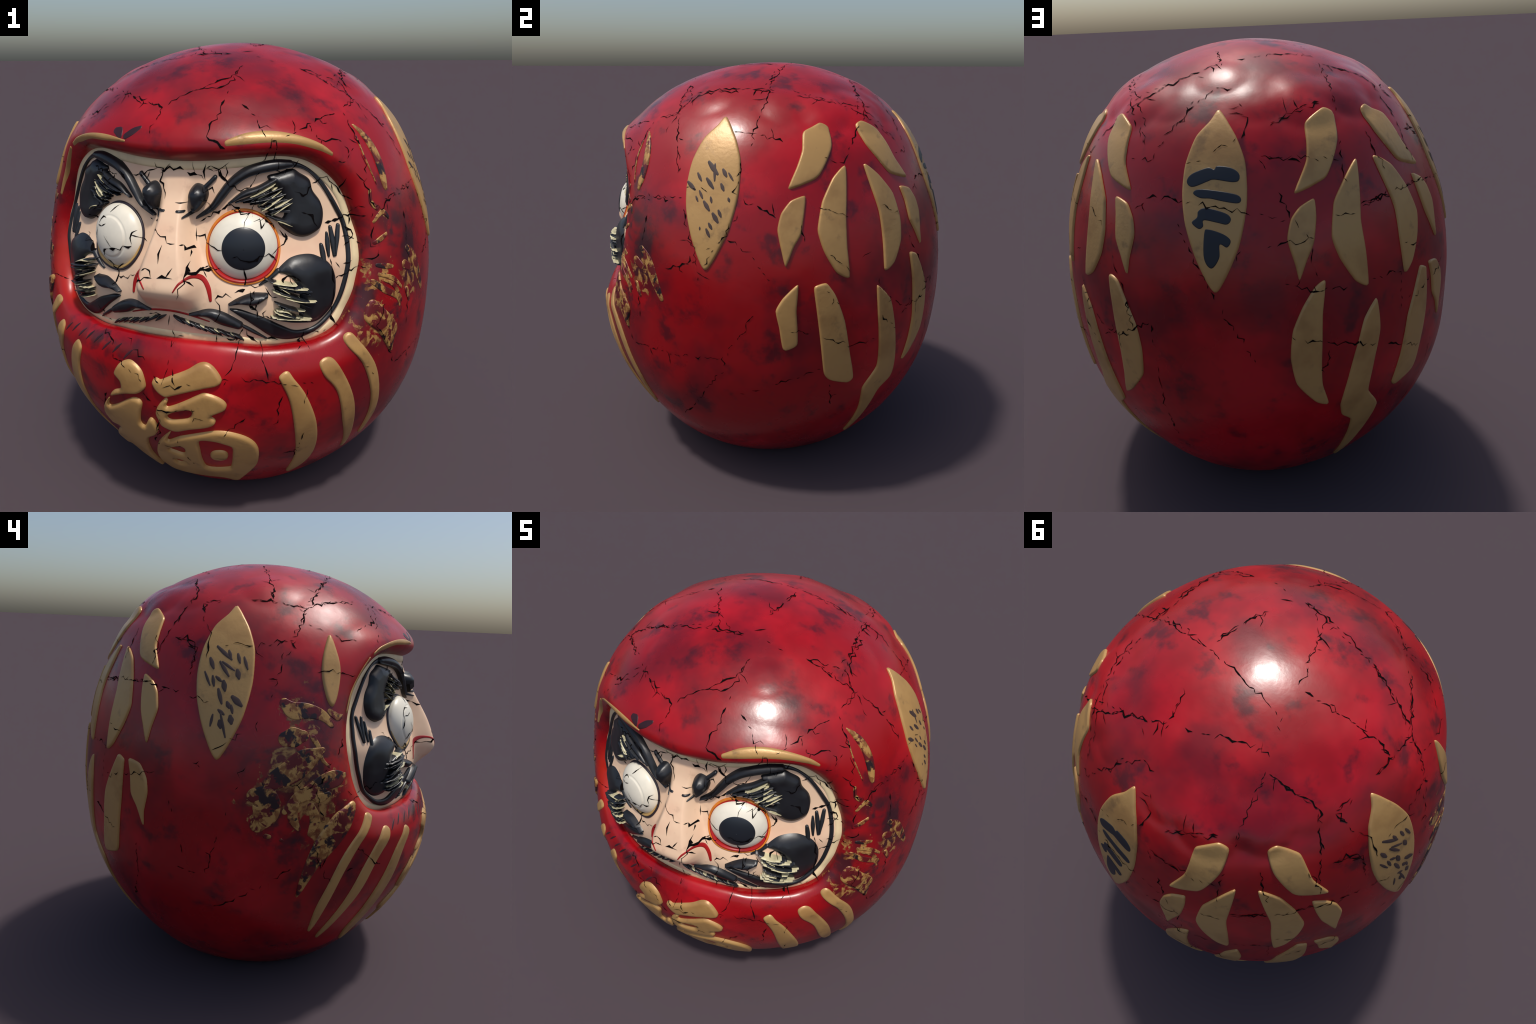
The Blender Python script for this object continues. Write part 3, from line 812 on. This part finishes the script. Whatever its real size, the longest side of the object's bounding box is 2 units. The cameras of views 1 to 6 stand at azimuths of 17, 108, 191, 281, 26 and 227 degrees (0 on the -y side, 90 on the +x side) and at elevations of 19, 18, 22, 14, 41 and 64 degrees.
    eye = lathe("eye", white + [(.126, -.04)], WHITE)

    def ring(r0, r1, material, height, under):
        t = np.linspace(0, 2 * math.pi, 90, endpoint=False)
        hub = FACE.flat([(s * 19.6, 1.279)])[0]
        loops = [hub + r * np.stack([np.cos(t), np.sin(t)], -1) for r in (r1, r0)]
        emboss("eye_ring", FACE, loops, material, height=height, bevel=(r1 - r0) / 2, under=under, parent=eye, cell=.005)

    if s > 0:
        lathe("pupil", [(r, dome(r) + .0022 * math.sqrt(max(0, 1 - (r / .0785)**8))) for r in np.linspace(.001, .0785, 30)], PUPIL, eye)
        ring(.1155, .1290, RING_RED, .010, .004)
        ring(.124, .1375, RING_ORANGE, .007, .001)
    else:
        ring(.112, .1245, RING_GOLD, .008, .004)
        ring(.120, .1330, RING_DARK, .007, .001)

# mouth and nostrils
stroke("mouth", FACE, [(-12, 1.003), (-6, 1.030), (0, 1.040), (5, 1.030), (10.5, 1.005)], [.003, .005, .006, .005, .003], RING_RED, height=.004)
for s in (1, -1):
    stroke("nostril", FACE, [(s * a, z) for a, z in [(3.5, 1.150), (5.0, 1.183), (7.0, 1.193), (9.2, 1.172), (10.5, 1.135), (11.0, 1.090)]], [.003, .005, .007, .008, .009, .006], RING_RED, height=.003)

# cream border just inside the opening
lap = np.concatenate([_m, _m[:1]])
border_v, border_q = [], []
profile = [(-.032, -.004), (-.029, .002), (-.020, .005), (-.010, .006), (.0, .005), (.012, .001)]
for i in range(0, COLUMNS, 2):
    for off, h in profile:
        p = _m[i] + _n[i] * off
        border_v.append(face_point(np.degrees(p[0] / .77), p[1], h))
w_ = len(profile)
n_ = COLUMNS // 2
for i in range(n_):
    for q in range(w_ - 1):
        border_q.append((i * w_ + q, i * w_ + q + 1, ((i + 1) % n_) * w_ + q + 1, ((i + 1) % n_) * w_ + q))
border_v, border_q = np.array(border_v), np.array(border_q)
c = border_v[border_q]
if (np.cross(c[:, 1] - c[:, 0], c[:, 2] - c[:, 0]) * c.mean(1) * [1, 1, 0]).sum(1).mean() < 0:
    border_q = border_q[:, ::-1]
TOP_PARTS.append((border_v, border_q))
add("face_border", mesh_from("face_border", border_v, border_q), CREAM)

# ---------------------------------------------------------------- cracks, added as dark slivers on the uncut surface
ALL_TREE = tree_of(*TOP_PARTS)
crack_v, crack_f = [], []


def cast(p, d):
    """Surface point in front of p, seen along -d, just proud of whatever lies there."""
    hit = ALL_TREE.ray_cast(Vector(p + d * .35), Vector(-d))[0]
    return (np.array(hit) if hit else p) + d * .0016


def run_crack(points, dirs, width, broken):
    """Jagged chain of sharp slivers along a hand-laid path."""
    path = resample(np.column_stack([points, dirs]), step=.022)
    n = len(path)
    pos, d = path[:, :3].copy(), unit(path[:, 3:])
    t = np.gradient(pos, axis=0)
    side = unit(np.cross(d, t) + 1e-9)
    wander = RNG.normal(0, .0058, n)
    wander[0] = wander[-1] = 0
    pos += side * wander[:, None]
    w = width * RNG.gamma(1.6, .5, n).clip(.12, 2.2)
    w[0] = w[-1] = .0002
    lean = RNG.uniform(-.6, .6, n)
    gap = RNG.random(n) < broken
    for i in range(n - 1):
        if gap[i]:
            continue
        a, b = w[i], w[i + 1]
        if (i and gap[i - 1]) or i == 0:
            a = .0002
        if i + 1 < n and (gap[i + 1] or i == n - 2):
            b = .0002
        cut = 4
        base = len(crack_v)
        for q in range(cut + 1):
            f = q / cut
            p = pos[i] * (1 - f) + pos[i + 1] * f
            dd = unit(d[i] * (1 - f) + d[i + 1] * f)
            half = a * (1 - f) + b * f
            if a < .001 and b < .001:
                half += .6 * width * (1 - abs(2 * f - 1))
            mid = (lean[i] * (1 - f) + lean[i + 1] * f) * half
            for sgn in (-1, 1):
                crack_v.append(cast(p + side[i] * (mid + sgn * half), dd))
        for q in range(cut):
            o = base + 2 * q
            crack_f.append((o, o + 1, o + 3, o + 2))


def branches(points, dirs, width, chance):
    """Short dark side slivers that leave a main crack at an angle."""
    path = resample(np.column_stack([points, dirs]), step=.05)
    for p, t in zip(path[1:-1], np.gradient(path[:, :3], axis=0)[1:-1]):
        if RNG.random() < chance:
            d = unit(p[3:])
            t = unit(t)
            side = np.cross(d, t) * RNG.choice([-1, 1])
            go = unit(side + t * RNG.uniform(-.9, .9))
            q = p[:3] + go * RNG.uniform(.025, .07)
            run_crack(np.array([p[:3], q]), np.array([d, d]), width * .8, .1)


def body_crack(path, width=.0021, broken=.24):
    a = np.array(path, float)
    d = direction(a[:, 0], a[:, 1])
    p = CENTRE + d * body_radius(d)[:, None]
    run_crack(p, d, width, broken)
    branches(p, d, width, .09)


def face_crack(path, width=.0033, broken=.05):
    a = np.array(path, float)
    p = face_point(a[:, 0], a[:, 1])
    run_crack(p, unit(p * [1, 1, 0]), width, broken)
    branches(p, unit(p * [1, 1, 0]), width, .25)


# crack paths, (azimuth, elevation) over the shell and (azimuth, height) over the face
body_crack([(104.1, 64.4), (111.7, 71.7), (124.8, 78.2), (146.9, 82.1), (168.9, 83.4), (-145.3, 81.7), (-123.2, 78.7), (-113.7, 74), (-117, 71.8)])
body_crack([(145.3, 48.9), (155, 57), (167.7, 63.1), (176.1, 66.3)])
body_crack([(-176.6, 67.6), (-163.2, 69.1), (-145.9, 69.9), (-129.9, 69.2), (-125.6, 67)])
body_crack([(164.8, 73), (171.9, 70.1), (175.4, 67.9)])
body_crack([(-128.1, 64.2), (-120.4, 61.2), (-114, 57.7), (-109.4, 54.3), (-112.6, 48.3), (-114.5, 40.1), (-115.3, 33.1)])
body_crack([(-128.1, 64.2), (-133.2, 60.1), (-136, 55.4), (-138.8, 50.5)])
body_crack([(119.4, 80.9), (90, 82.1), (60, 81), (36.4, 78.4)])
body_crack([(31, 73.3), (21.1, 72.7)])
body_crack([(14.1, 71.3), (-7.3, 71.3), (-24.4, 70.2), (-36.7, 66.6)])
body_crack([(-43.5, 64.5), (-48, 62), (-55.6, 56.9), (-60.2, 54.1)])
body_crack([(-14.7, 74.2), (-25.9, 76.7), (-44.1, 78.7), (-67, 79.2), (-84.5, 78.6)])
body_crack([(-84.3, 75.5), (-81.8, 71.1), (-78.1, 65.8), (-76, 59.8), (-76.2, 55.3), (-75.4, 53.3)])
body_crack([(-75.4, 53.3), (-80.5, 53.5), (-85.6, 54)])
body_crack([(-39.5, 53.5), (-55.1, 53.4), (-63.9, 51.1), (-72, 52.5)])
body_crack([(-63.7, 50.9), (-66.3, 46.4), (-70.6, 41.3), (-79.1, 39.6)])
body_crack([(-161.9, 46.7), (-155.6, 48.6), (-150.3, 49.5), (-144.5, 50.3)])
body_crack([(163.2, 40.3), (169.7, 49.8), (173.5, 53.1), (178.3, 57.4), (-174.3, 57)])
body_crack([(174.1, 66), (179.2, 63.4)])
body_crack([(-105.1, 52), (-101.6, 47), (-97.1, 42), (-96.7, 34.9)])
body_crack([(-110.3, 41), (-104.6, 40.2), (-101.1, 38.6), (-101.6, 32.9)])
body_crack([(90.7, 60.5), (81.1, 60.3), (71.6, 58.6), (63.6, 52.8), (50.7, 62.8)])
body_crack([(109.3, 60.2), (102.2, 62.3), (98.6, 61.4)])
body_crack([(-104.7, 52.6), (-97.7, 53)])
body_crack([(-163.3, 39.9), (-157.6, 39.2), (-153.4, 38)])
body_crack([(-139.6, 27), (-134.8, 27.7), (-130, 27.3)])
body_crack([(171.4, 70.6), (178.6, 64.2)])
body_crack([(171.9, 53.6), (170.3, 49.2), (168.5, 46.8)])
body_crack([(-173, 54.3), (-170.6, 51.1), (-168.6, 47.8), (-171.1, 43.7), (-172.9, 43.1)])
body_crack([(118.1, 58.9), (144, 51.9), (151.6, 47.7), (158.4, 42.6)])
body_crack([(144.8, 51.4), (149.1, 54.6), (155.4, 58.2)])
body_crack([(-127.7, 64), (-133.3, 58.3), (-137.9, 52.1), (-139, 48.5)])
body_crack([(-162.7, 46.7), (-156.5, 49.1), (-144.3, 50.8)])
body_crack([(-141.5, 41.6), (-143.2, 37.5), (-143.2, 32.5)])
body_crack([(-131.5, 42.8), (-131.6, 39.8), (-129.7, 33.5)])
body_crack([(-165.4, 40), (-162.3, 39.6), (-155.3, 39), (-146.1, 37.8), (-142.8, 37.1)])
body_crack([(-140.2, 27.4), (-134.6, 27.9), (-125.2, 28.5), (-113.5, 28.7)])
body_crack([(155.5, 39.1), (162.8, 39.2), (163.7, 38.2)])
body_crack([(163.5, 40.7), (162.7, 37.8)])
body_crack([(159.8, 28.2), (163.6, 30.9), (168.5, 31.8), (173.3, 30.6), (-178.8, 30.1), (-173.1, 28.7), (-168.7, 28.2), (-163.6, 27.2), (-160.5, 26.3)])
body_crack([(-161.5, 32.3), (-160.3, 28.4), (-157.9, 25), (-155.4, 21.9)])
body_crack([(172.8, 26), (174.7, 22.1), (177.2, 17.9), (-179.8, 12.8), (-177.6, 8.3), (-174.2, 2.8), (-172.2, -1.4), (-169.5, -6.6)])
body_crack([(-171.4, 20.2), (-172.6, 18)])
body_crack([(-165.3, 20.6), (-161, 21.7), (-154.2, 21.7)])
body_crack([(-154.5, 19.6), (-154.9, 9.9)])
body_crack([(-161.7, 12.3), (-155.3, 10.1), (-146.7, 9.4)])
body_crack([(-140.7, 9.5), (-135.1, 9.6), (-129.9, 9)])
body_crack([(-129.9, 9), (-130.6, -0.2)])
body_crack([(-160.9, -0.5), (-155.5, -2.1), (-148.2, -4.5), (-140.9, -6.4), (-130.9, -10.1), (-123.3, -12.9)])
body_crack([(-152, -5.4), (-153.2, -11.3)])
body_crack([(152.8, 16.5), (154.7, 12.9), (157.5, 7.7), (160, -0.2)])
body_crack([(147.9, -5.5), (155, -3.1), (160, -0.2), (165.2, 1.7), (165, -3.5)])
body_crack([(165.4, -9.8), (165.5, -16.5), (165.7, -24.9), (165.4, -34.2)])
body_crack([(174.3, 38.6), (178.5, 39.2)])
body_crack([(-178.4, 41), (-172.9, 42.7)])
body_crack([(-164.3, 37.2), (-165.9, 39.3)])
body_crack([(-148.1, 26), (-142.6, 25.5)])
body_crack([(-129.4, 15.9), (-122.6, 14.1)])
body_crack([(53.9, 61.7), (60.6, 55.9), (69.4, 48.2), (74, 41.8), (76.9, 35.1)])
body_crack([(58.6, 57.5), (72.8, 60), (86.8, 62.2), (98, 62.3), (112.2, 61.5)])
body_crack([(119.1, 61.1), (129.4, 58.1), (138.6, 54.7), (148.3, 53.1)])
body_crack([(125.7, 77.8), (109, 67.1), (106.3, 58.4), (103.3, 51.4), (101.3, 47.4), (100.3, 41.2)])
body_crack([(94.2, 46.9), (101.4, 46.5), (111.6, 44.1)])
body_crack([(56.4, 49.3), (65.2, 51.8)])
body_crack([(170.9, 64.1), (154.5, 56.1), (149, 51.3), (156, 47.6), (159.7, 41.4)])
body_crack([(59.3, 26.6), (70.2, 28.1), (80.2, 29)])
body_crack([(78.8, 32), (83, 31.8), (88.6, 30.9)])
body_crack([(81.4, 26.1), (84.5, 19.6), (86.4, 15.5), (87.7, 7.8)])
body_crack([(77.1, 9.8), (83.6, 11.7), (86.6, 12.9)])
body_crack([(98, 38.7), (97.3, 30.5), (104.6, 27.4), (111, 24.5)])
body_crack([(98.1, 25.6), (93.9, 18.7), (89.5, 12.2)])
body_crack([(95.7, 19.2), (99.4, 16.9), (102.1, 15.8), (103.9, 12.4), (107.4, 9)])
body_crack([(123.6, 40), (129.2, 37.6), (132.7, 39.5), (141.9, 47.3)])
body_crack([(121.4, 27.4), (125.2, 26.4), (130.1, 24.4)])
body_crack([(123.4, 15.2), (130, 9.3)])
body_crack([(132.2, 13), (136.6, 14.6)])
body_crack([(115.9, 23.2), (116.7, 19)])
body_crack([(122.3, 5.7), (126, 1.8)])
body_crack([(111.7, -4.6), (117.9, -5.8)])
body_crack([(121.5, -7), (130.4, -10.7), (137.9, -10.4)])
body_crack([(103.1, -0.5), (99.5, -6.3), (94.8, -12.7), (94.6, -17.2), (88.9, -24.1), (76.3, -37.8)])
body_crack([(62.8, -16.1), (71.9, -15.4), (82.7, -14.7), (89.9, -13.9), (93.8, -13.8)])
body_crack([(108.8, -20.8), (114.7, -18.8), (121.6, -16.8)])
body_crack([(98.9, -24.2), (104.7, -22.6)])
body_crack([(124.4, -21.3), (126.3, -29.8)])
body_crack([(139.1, 7), (137.8, 4.5), (149.2, -3.9), (158.3, -2.5)])
body_crack([(139.7, -3.5), (145.4, -8.8)])
body_crack([(68.2, 22.8), (67.4, 15.4)])
body_crack([(141, 27.1), (148.4, 22.7)])
body_crack([(-85.9, 77.6), (-77.2, 63.4), (-76.7, 54.2)])
body_crack([(-85.5, 53.9), (-72, 53.1), (-65.6, 52), (-62.2, 52.1)])
body_crack([(-37.3, 65.8), (-55.8, 56.9), (-62.2, 52.1), (-66.2, 47.6), (-69.4, 41), (-72.6, 37.6)])
body_crack([(-64.1, 46.1), (-58.3, 43.7), (-51.8, 41.5), (-48.1, 41.1)])
body_crack([(-61.3, 52.7), (-49.9, 53.9), (-36.4, 54.1)])
body_crack([(-25.1, 53.2), (-36.3, 44.8), (-39.9, 40.2)])
body_crack([(-126.6, 63.7), (-110.7, 54.5), (-112.2, 48.3), (-112.9, 44.5)])
body_crack([(-105, 52.7), (-98, 53.5)])
body_crack([(-105.2, 52.1), (-102.3, 47.6)])
body_crack([(-109.8, 40.9), (-103, 39.9), (-100.6, 36.6), (-101.3, 31.5)])
body_crack([(-91.5, 39.2), (-82.3, 39.9), (-77.2, 40.7), (-69.9, 41.5)])
body_crack([(-73.1, 38.5), (-74.1, 33.6), (-75.5, 30.3), (-76.8, 27)])
body_crack([(-64.4, 33.7), (-56.2, 33.1), (-50.6, 32.8)])
body_crack([(-80, 21.2), (-80.7, 17.2)])
body_crack([(-84.1, 17.8), (-88.3, 15.1), (-91.6, 13.2)])
body_crack([(-139.8, 26.8), (-123.8, 28.3), (-117.5, 28.4), (-109.2, 27.4), (-103.5, 27.5)])
body_crack([(-100, 26.1), (-92.5, 25)])
body_crack([(-82.4, 10.5), (-83.9, 7.1), (-85, 3.7)])
body_crack([(-96.7, 9.5), (-94.9, 10.1)])
body_crack([(-127.8, 1.4), (-116.8, 3.6), (-107.9, 5.7)])
body_crack([(-86.2, 1), (-87.3, -3.4)])
body_crack([(-89.4, -8.1), (-90.2, -12.7), (-93, -21.4)])
body_crack([(-103.4, -0.2), (-101.8, -5.3)])
body_crack([(-114.4, -15.3), (-115.1, -23.3), (-121.1, -33.8)])
body_crack([(-100.7, -18.9), (-95.3, -19.9)])
body_crack([(-90.7, -29.4), (-84.3, -26.4), (-77.2, -21.7)])
body_crack([(-74.2, -19.7), (-69.6, -16.9)])
body_crack([(-55.6, 18.2), (-57.7, 13.2), (-61.4, 9.2), (-64, 4.2), (-63.2, -1.9), (-60.7, -5.5)])
body_crack([(-54.5, 3.2), (-52.4, 0.9), (-48, -0)])
body_crack([(-99.4, -11.3), (-99, -14.9)])
body_crack([(-72.6, 5.9), (-67.5, 4.2), (-64, 4)])
body_crack([(-117.8, 40.9), (-115.2, 35.6)])
body_crack([(-64, -9.8), (-62.6, -15.3), (-57.9, -21.3)])
body_crack([(-51.1, -11.9), (-45.8, -16.5), (-39.6, -19.7)])
body_crack([(-53.2, -19.1), (-47.7, -18.5)])
body_crack([(-19, 75.7), (7.4, 70.6)])
body_crack([(20.3, 63.8), (17.3, 59), (11.4, 55.4), (4.2, 54.8)])
body_crack([(15.1, 54.4), (13.5, 49.5), (11.5, 45.4), (10, 42.8), (10.7, 41.1), (15.1, 39.7)])
body_crack([(-29.6, 53.1), (-14.5, 49.9), (-6.4, 49.7), (-6, 47.1), (-7.3, 44.2), (-6.8, 41.3)])
body_crack([(-6.4, 49.7), (-1.8, 52.2), (4.2, 54.8)])
body_crack([(-47.9, 43.7), (-35.9, 46.7), (-30.7, 52.5)])
body_crack([(19.7, 50.4), (23.5, 47.4), (25, 44.2), (27.7, 43.8)])
body_crack([(50.4, 63.2), (58.4, 61), (65.7, 57.6), (66, 51.4), (65.7, 45.2)])
body_crack([(90.9, 62.1), (65.5, 57)])
body_crack([(31.1, 41.6), (39.4, 44.7), (47.3, 47.4), (50.7, 47.5)])
body_crack([(39.4, 44.7), (39.7, 41.4), (41.6, 40.9), (47.8, 41.1), (50.6, 38.1), (47.5, 36.1), (43.5, 37)])
body_crack([(41.6, 40.9), (40.1, 39.2)])
body_crack([(54.7, 48.6), (54.3, 42.3), (55.3, 37), (54.1, 31.3), (55.1, 26.7), (57.8, 24.8), (63.9, 27.1), (75.5, 27.8)])
body_crack([(52.3, 39), (48.9, 36.7)])
body_crack([(25, 43.8), (26.1, 41.7), (28.9, 41), (28.8, 38.9)])
body_crack([(49.1, 25.9), (53.7, 26.1)])
body_crack([(48.1, 20.5), (51.2, 19.7), (57, 14.4), (52.7, 13.3), (47.5, 13.4)])
body_crack([(55.7, 24.4), (55.1, 18.3)])
body_crack([(-25.8, -4.1), (-16, -7), (-15, -11.2), (-7.5, -12), (-5.9, -14.3)])
body_crack([(-11.7, -5.9), (-5.4, -9.8)])
body_crack([(18.8, -4.7), (17.3, -7.3), (15, -11.6), (14.1, -14.2)])
body_crack([(13.8, -12.1), (20.3, -12), (28, -12.8), (36.1, -14.1)])
body_crack([(23.7, -5.3), (24.5, -10), (25, -12.1)])
body_crack([(12.9, -2.4), (14.4, -4.8), (18.8, -4.7)])
body_crack([(24.8, -4.9), (29.4, -4.9), (34.1, -4.2), (39, -4.6), (43.4, -4.3)])
body_crack([(0.8, -8.7), (3, -13.6)])
body_crack([(28.1, -15.4), (27.6, -22.8), (26.9, -25.8)])
body_crack([(13.5, -28), (17, -24.4), (20.3, -21.4)])
body_crack([(57, 1.6), (53.6, -3.4), (59.6, -10.7), (62.4, -16.4)])
body_crack([(66.9, -0.4), (67.2, -7.9)])
body_crack([(-19.3, -21.8), (-24.8, -29.6)])
body_crack([(-3, -12.8), (-0.5, -14.1), (2.9, -14), (7.9, -13)])
body_crack([(-3.2, -21.6), (2.3, -21), (7.5, -19.7)])
body_crack([(6.7, -19.4), (7, -24.2)])
body_crack([(-7.3, -17.4), (-1.6, -22.7), (-6.9, -34.1), (1.9, -32.8)])
body_crack([(34.5, -15.4), (33.9, -18.9)])
body_crack([(0.7, -29.6), (3.8, -40.8)])
body_crack([(7, -36.2), (14.7, -36.5)])
body_crack([(-47.2, 0.4), (-31.5, 6.1)])
body_crack([(35.1, -28.3), (34.7, -39.8)])
body_crack([(50, -12), (54, -16)])
body_crack([(-62.2, 52.9), (-50, 61.1), (-33.9, 66.9), (-14.5, 70.1), (-3.9, 70.8), (15.7, 70.3)])
body_crack([(-71.5, 78.9), (-25.3, 76.7), (-6.7, 71.1)])
body_crack([(-61.8, 52.3), (-41.5, 53.8)])
body_crack([(110.2, 81), (57.3, 81), (36.8, 78)])
body_crack([(-31.4, 53.6), (-17.3, 51.6), (-6.3, 49.2)])
body_crack([(21, 64.2), (17.2, 60.6), (11, 57.6), (4, 54.7)])
body_crack([(109.4, 61.3), (82.6, 61.1), (72.5, 59.4)])
body_crack([(63.2, 56.2), (66.4, 57.9)])
body_crack([(66.8, 51.4), (58, 49.1)])
body_crack([(69.6, 48), (72.8, 44.5), (77.4, 35.5)])
body_crack([(30.4, 69.5), (39.4, 66.4)])
face_crack([(-6.9, 1.572), (-5.1, 1.551), (-5.1, 1.513), (-2.5, 1.482), (-2.4, 1.448)])
face_crack([(-5.1, 1.547), (-3.1, 1.553), (1.4, 1.553), (3.5, 1.54), (7.2, 1.534), (8.5, 1.518)])
face_crack([(9.2, 1.576), (8.9, 1.516)])
face_crack([(9.3, 1.559), (12.5, 1.555), (14.4, 1.522), (16, 1.512)])
face_crack([(-8.3, 1.366), (-4.1, 1.358), (-1.9, 1.34), (0.1, 1.319), (2.3, 1.308), (4.4, 1.302), (6.9, 1.277)])
face_crack([(6.2, 1.37), (6.6, 1.309), (6.9, 1.277), (6.5, 1.268), (6.1, 1.257)])
face_crack([(6.3, 1.244), (6.1, 1.217), (5.6, 1.195), (4.8, 1.157), (4.2, 1.121)])
face_crack([(-0.3, 1.303), (-0.6, 1.241)])
face_crack([(-0.5, 1.194), (3.3, 1.197)])
face_crack([(-17.5, 1.13), (-12.2, 1.145), (-4.1, 1.185), (-1.7, 1.192)])
face_crack([(-4.7, 1.212), (-3.8, 1.223), (-2.4, 1.211), (-2, 1.194)])
face_crack([(-21.4, 1.19), (-18.5, 1.16), (-17.6, 1.132), (-18.5, 1.093)])
face_crack([(-22.5, 1.201), (-21.5, 1.225), (-17.5, 1.242), (-12.1, 1.263)])
face_crack([(-18.7, 1.407), (-20.6, 1.371), (-23.3, 1.344), (-25, 1.302), (-25.1, 1.259)])
face_crack([(-12.1, 1.268), (-12.6, 1.313), (-11.1, 1.321)])
face_crack([(5.6, 1.195), (7.3, 1.199), (8.8, 1.202), (11.6, 1.202)])
face_crack([(-6.5, 1.01), (-4.3, 1.022), (-2, 0.998)])
face_crack([(-0.3, 1.019), (-1.1, 0.97)])
face_crack([(0, 0.954), (0.8, 0.911), (3.4, 0.935)])
face_crack([(-34.4, 1.331), (-30.7, 1.323)])
face_crack([(-35, 1.258), (-32.6, 1.237), (-27.7, 1.207)])
face_crack([(-19, 1.537), (-15.9, 1.505), (-12.7, 1.524), (-9.6, 1.533), (-6.3, 1.55)])
face_crack([(-31.6, 1.53), (-27.2, 1.515), (-22.1, 1.507), (-23.3, 1.479), (-28.5, 1.454)])
face_crack([(0.9, 1.439), (4.3, 1.44)])
face_crack([(7.4, 1.367), (12.4, 1.408), (16.3, 1.431), (19.4, 1.411), (20.5, 1.398), (19.7, 1.358)])
face_crack([(20.5, 1.398), (22.9, 1.388), (24.4, 1.367), (26.8, 1.366), (29.8, 1.33)])
face_crack([(6.3, 1.317), (9.7, 1.302), (12.4, 1.287), (14.3, 1.281)])
face_crack([(22.1, 1.393), (23.3, 1.438)])
face_crack([(15.8, 1.267), (19.3, 1.252), (21.2, 1.242), (24.3, 1.246), (25.4, 1.259), (26.9, 1.255), (28.5, 1.225)])
face_crack([(26.9, 1.257), (28.5, 1.282), (30.4, 1.286), (32.4, 1.299), (31.4, 1.324)])
face_crack([(19.6, 1.216), (19.9, 1.149), (23.8, 1.14)])
face_crack([(7.6, 1.203), (9.7, 1.206), (13.7, 1.209)])
face_crack([(12.1, 1.095), (15.6, 1.109), (19.9, 1.135), (20.9, 1.121), (21.2, 1.067), (24, 1.022), (27.3, 1.019)])
face_crack([(12.1, 1.095), (13.1, 1.041), (12.2, 0.989), (12.2, 0.921)])
face_crack([(25.2, 1.136), (26.5, 1.106), (28.3, 1.1)])
face_crack([(43.5, 1.22), (43.7, 1.138), (44, 1.06), (45.2, 0.954)])
face_crack([(45, 1.141), (49.1, 1.162), (53.2, 1.172)])
face_crack([(31.5, 1.537), (30, 1.571), (29.2, 1.601)])
face_crack([(31.5, 1.537), (34.1, 1.555), (36.3, 1.583)])
face_crack([(40.1, 1.497), (44, 1.524), (46.9, 1.471), (51, 1.43)])
face_crack([(43.4, 1.348), (47.7, 1.352), (49.7, 1.37), (53.9, 1.37)])
face_crack([(48.9, 1.33), (52.2, 1.294), (48.3, 1.256)])
face_crack([(35.7, 0.981), (35.9, 0.897)])
face_crack([(17.2, 0.923), (19.7, 0.984), (21.2, 0.934), (23.4, 0.913)])
face_crack([(24.3, 1.55), (23.8, 1.521), (21, 1.497), (19.5, 1.483), (15.2, 1.507), (12.8, 1.546), (9.2, 1.559)])
face_crack([(22.9, 1.438), (24.2, 1.491)])
face_crack([(33.9, 1.476), (36.3, 1.455), (39.7, 1.492)])
face_crack([(35.8, 1.4), (38.6, 1.377), (40.4, 1.341)])
face_crack([(29.9, 1.335), (30.1, 1.31), (32, 1.299)])
face_crack([(28.7, 1.151), (32.4, 1.183), (34.2, 1.157)])
face_crack([(12.8, 1.468), (9.6, 1.482), (8.4, 1.496)])
add("crack_sliver", mesh_from("crack_sliver", crack_v, crack_f, flat=True), CRACK, stuff=True)  # dark slivers lying just proud of the surface, no opening beneath
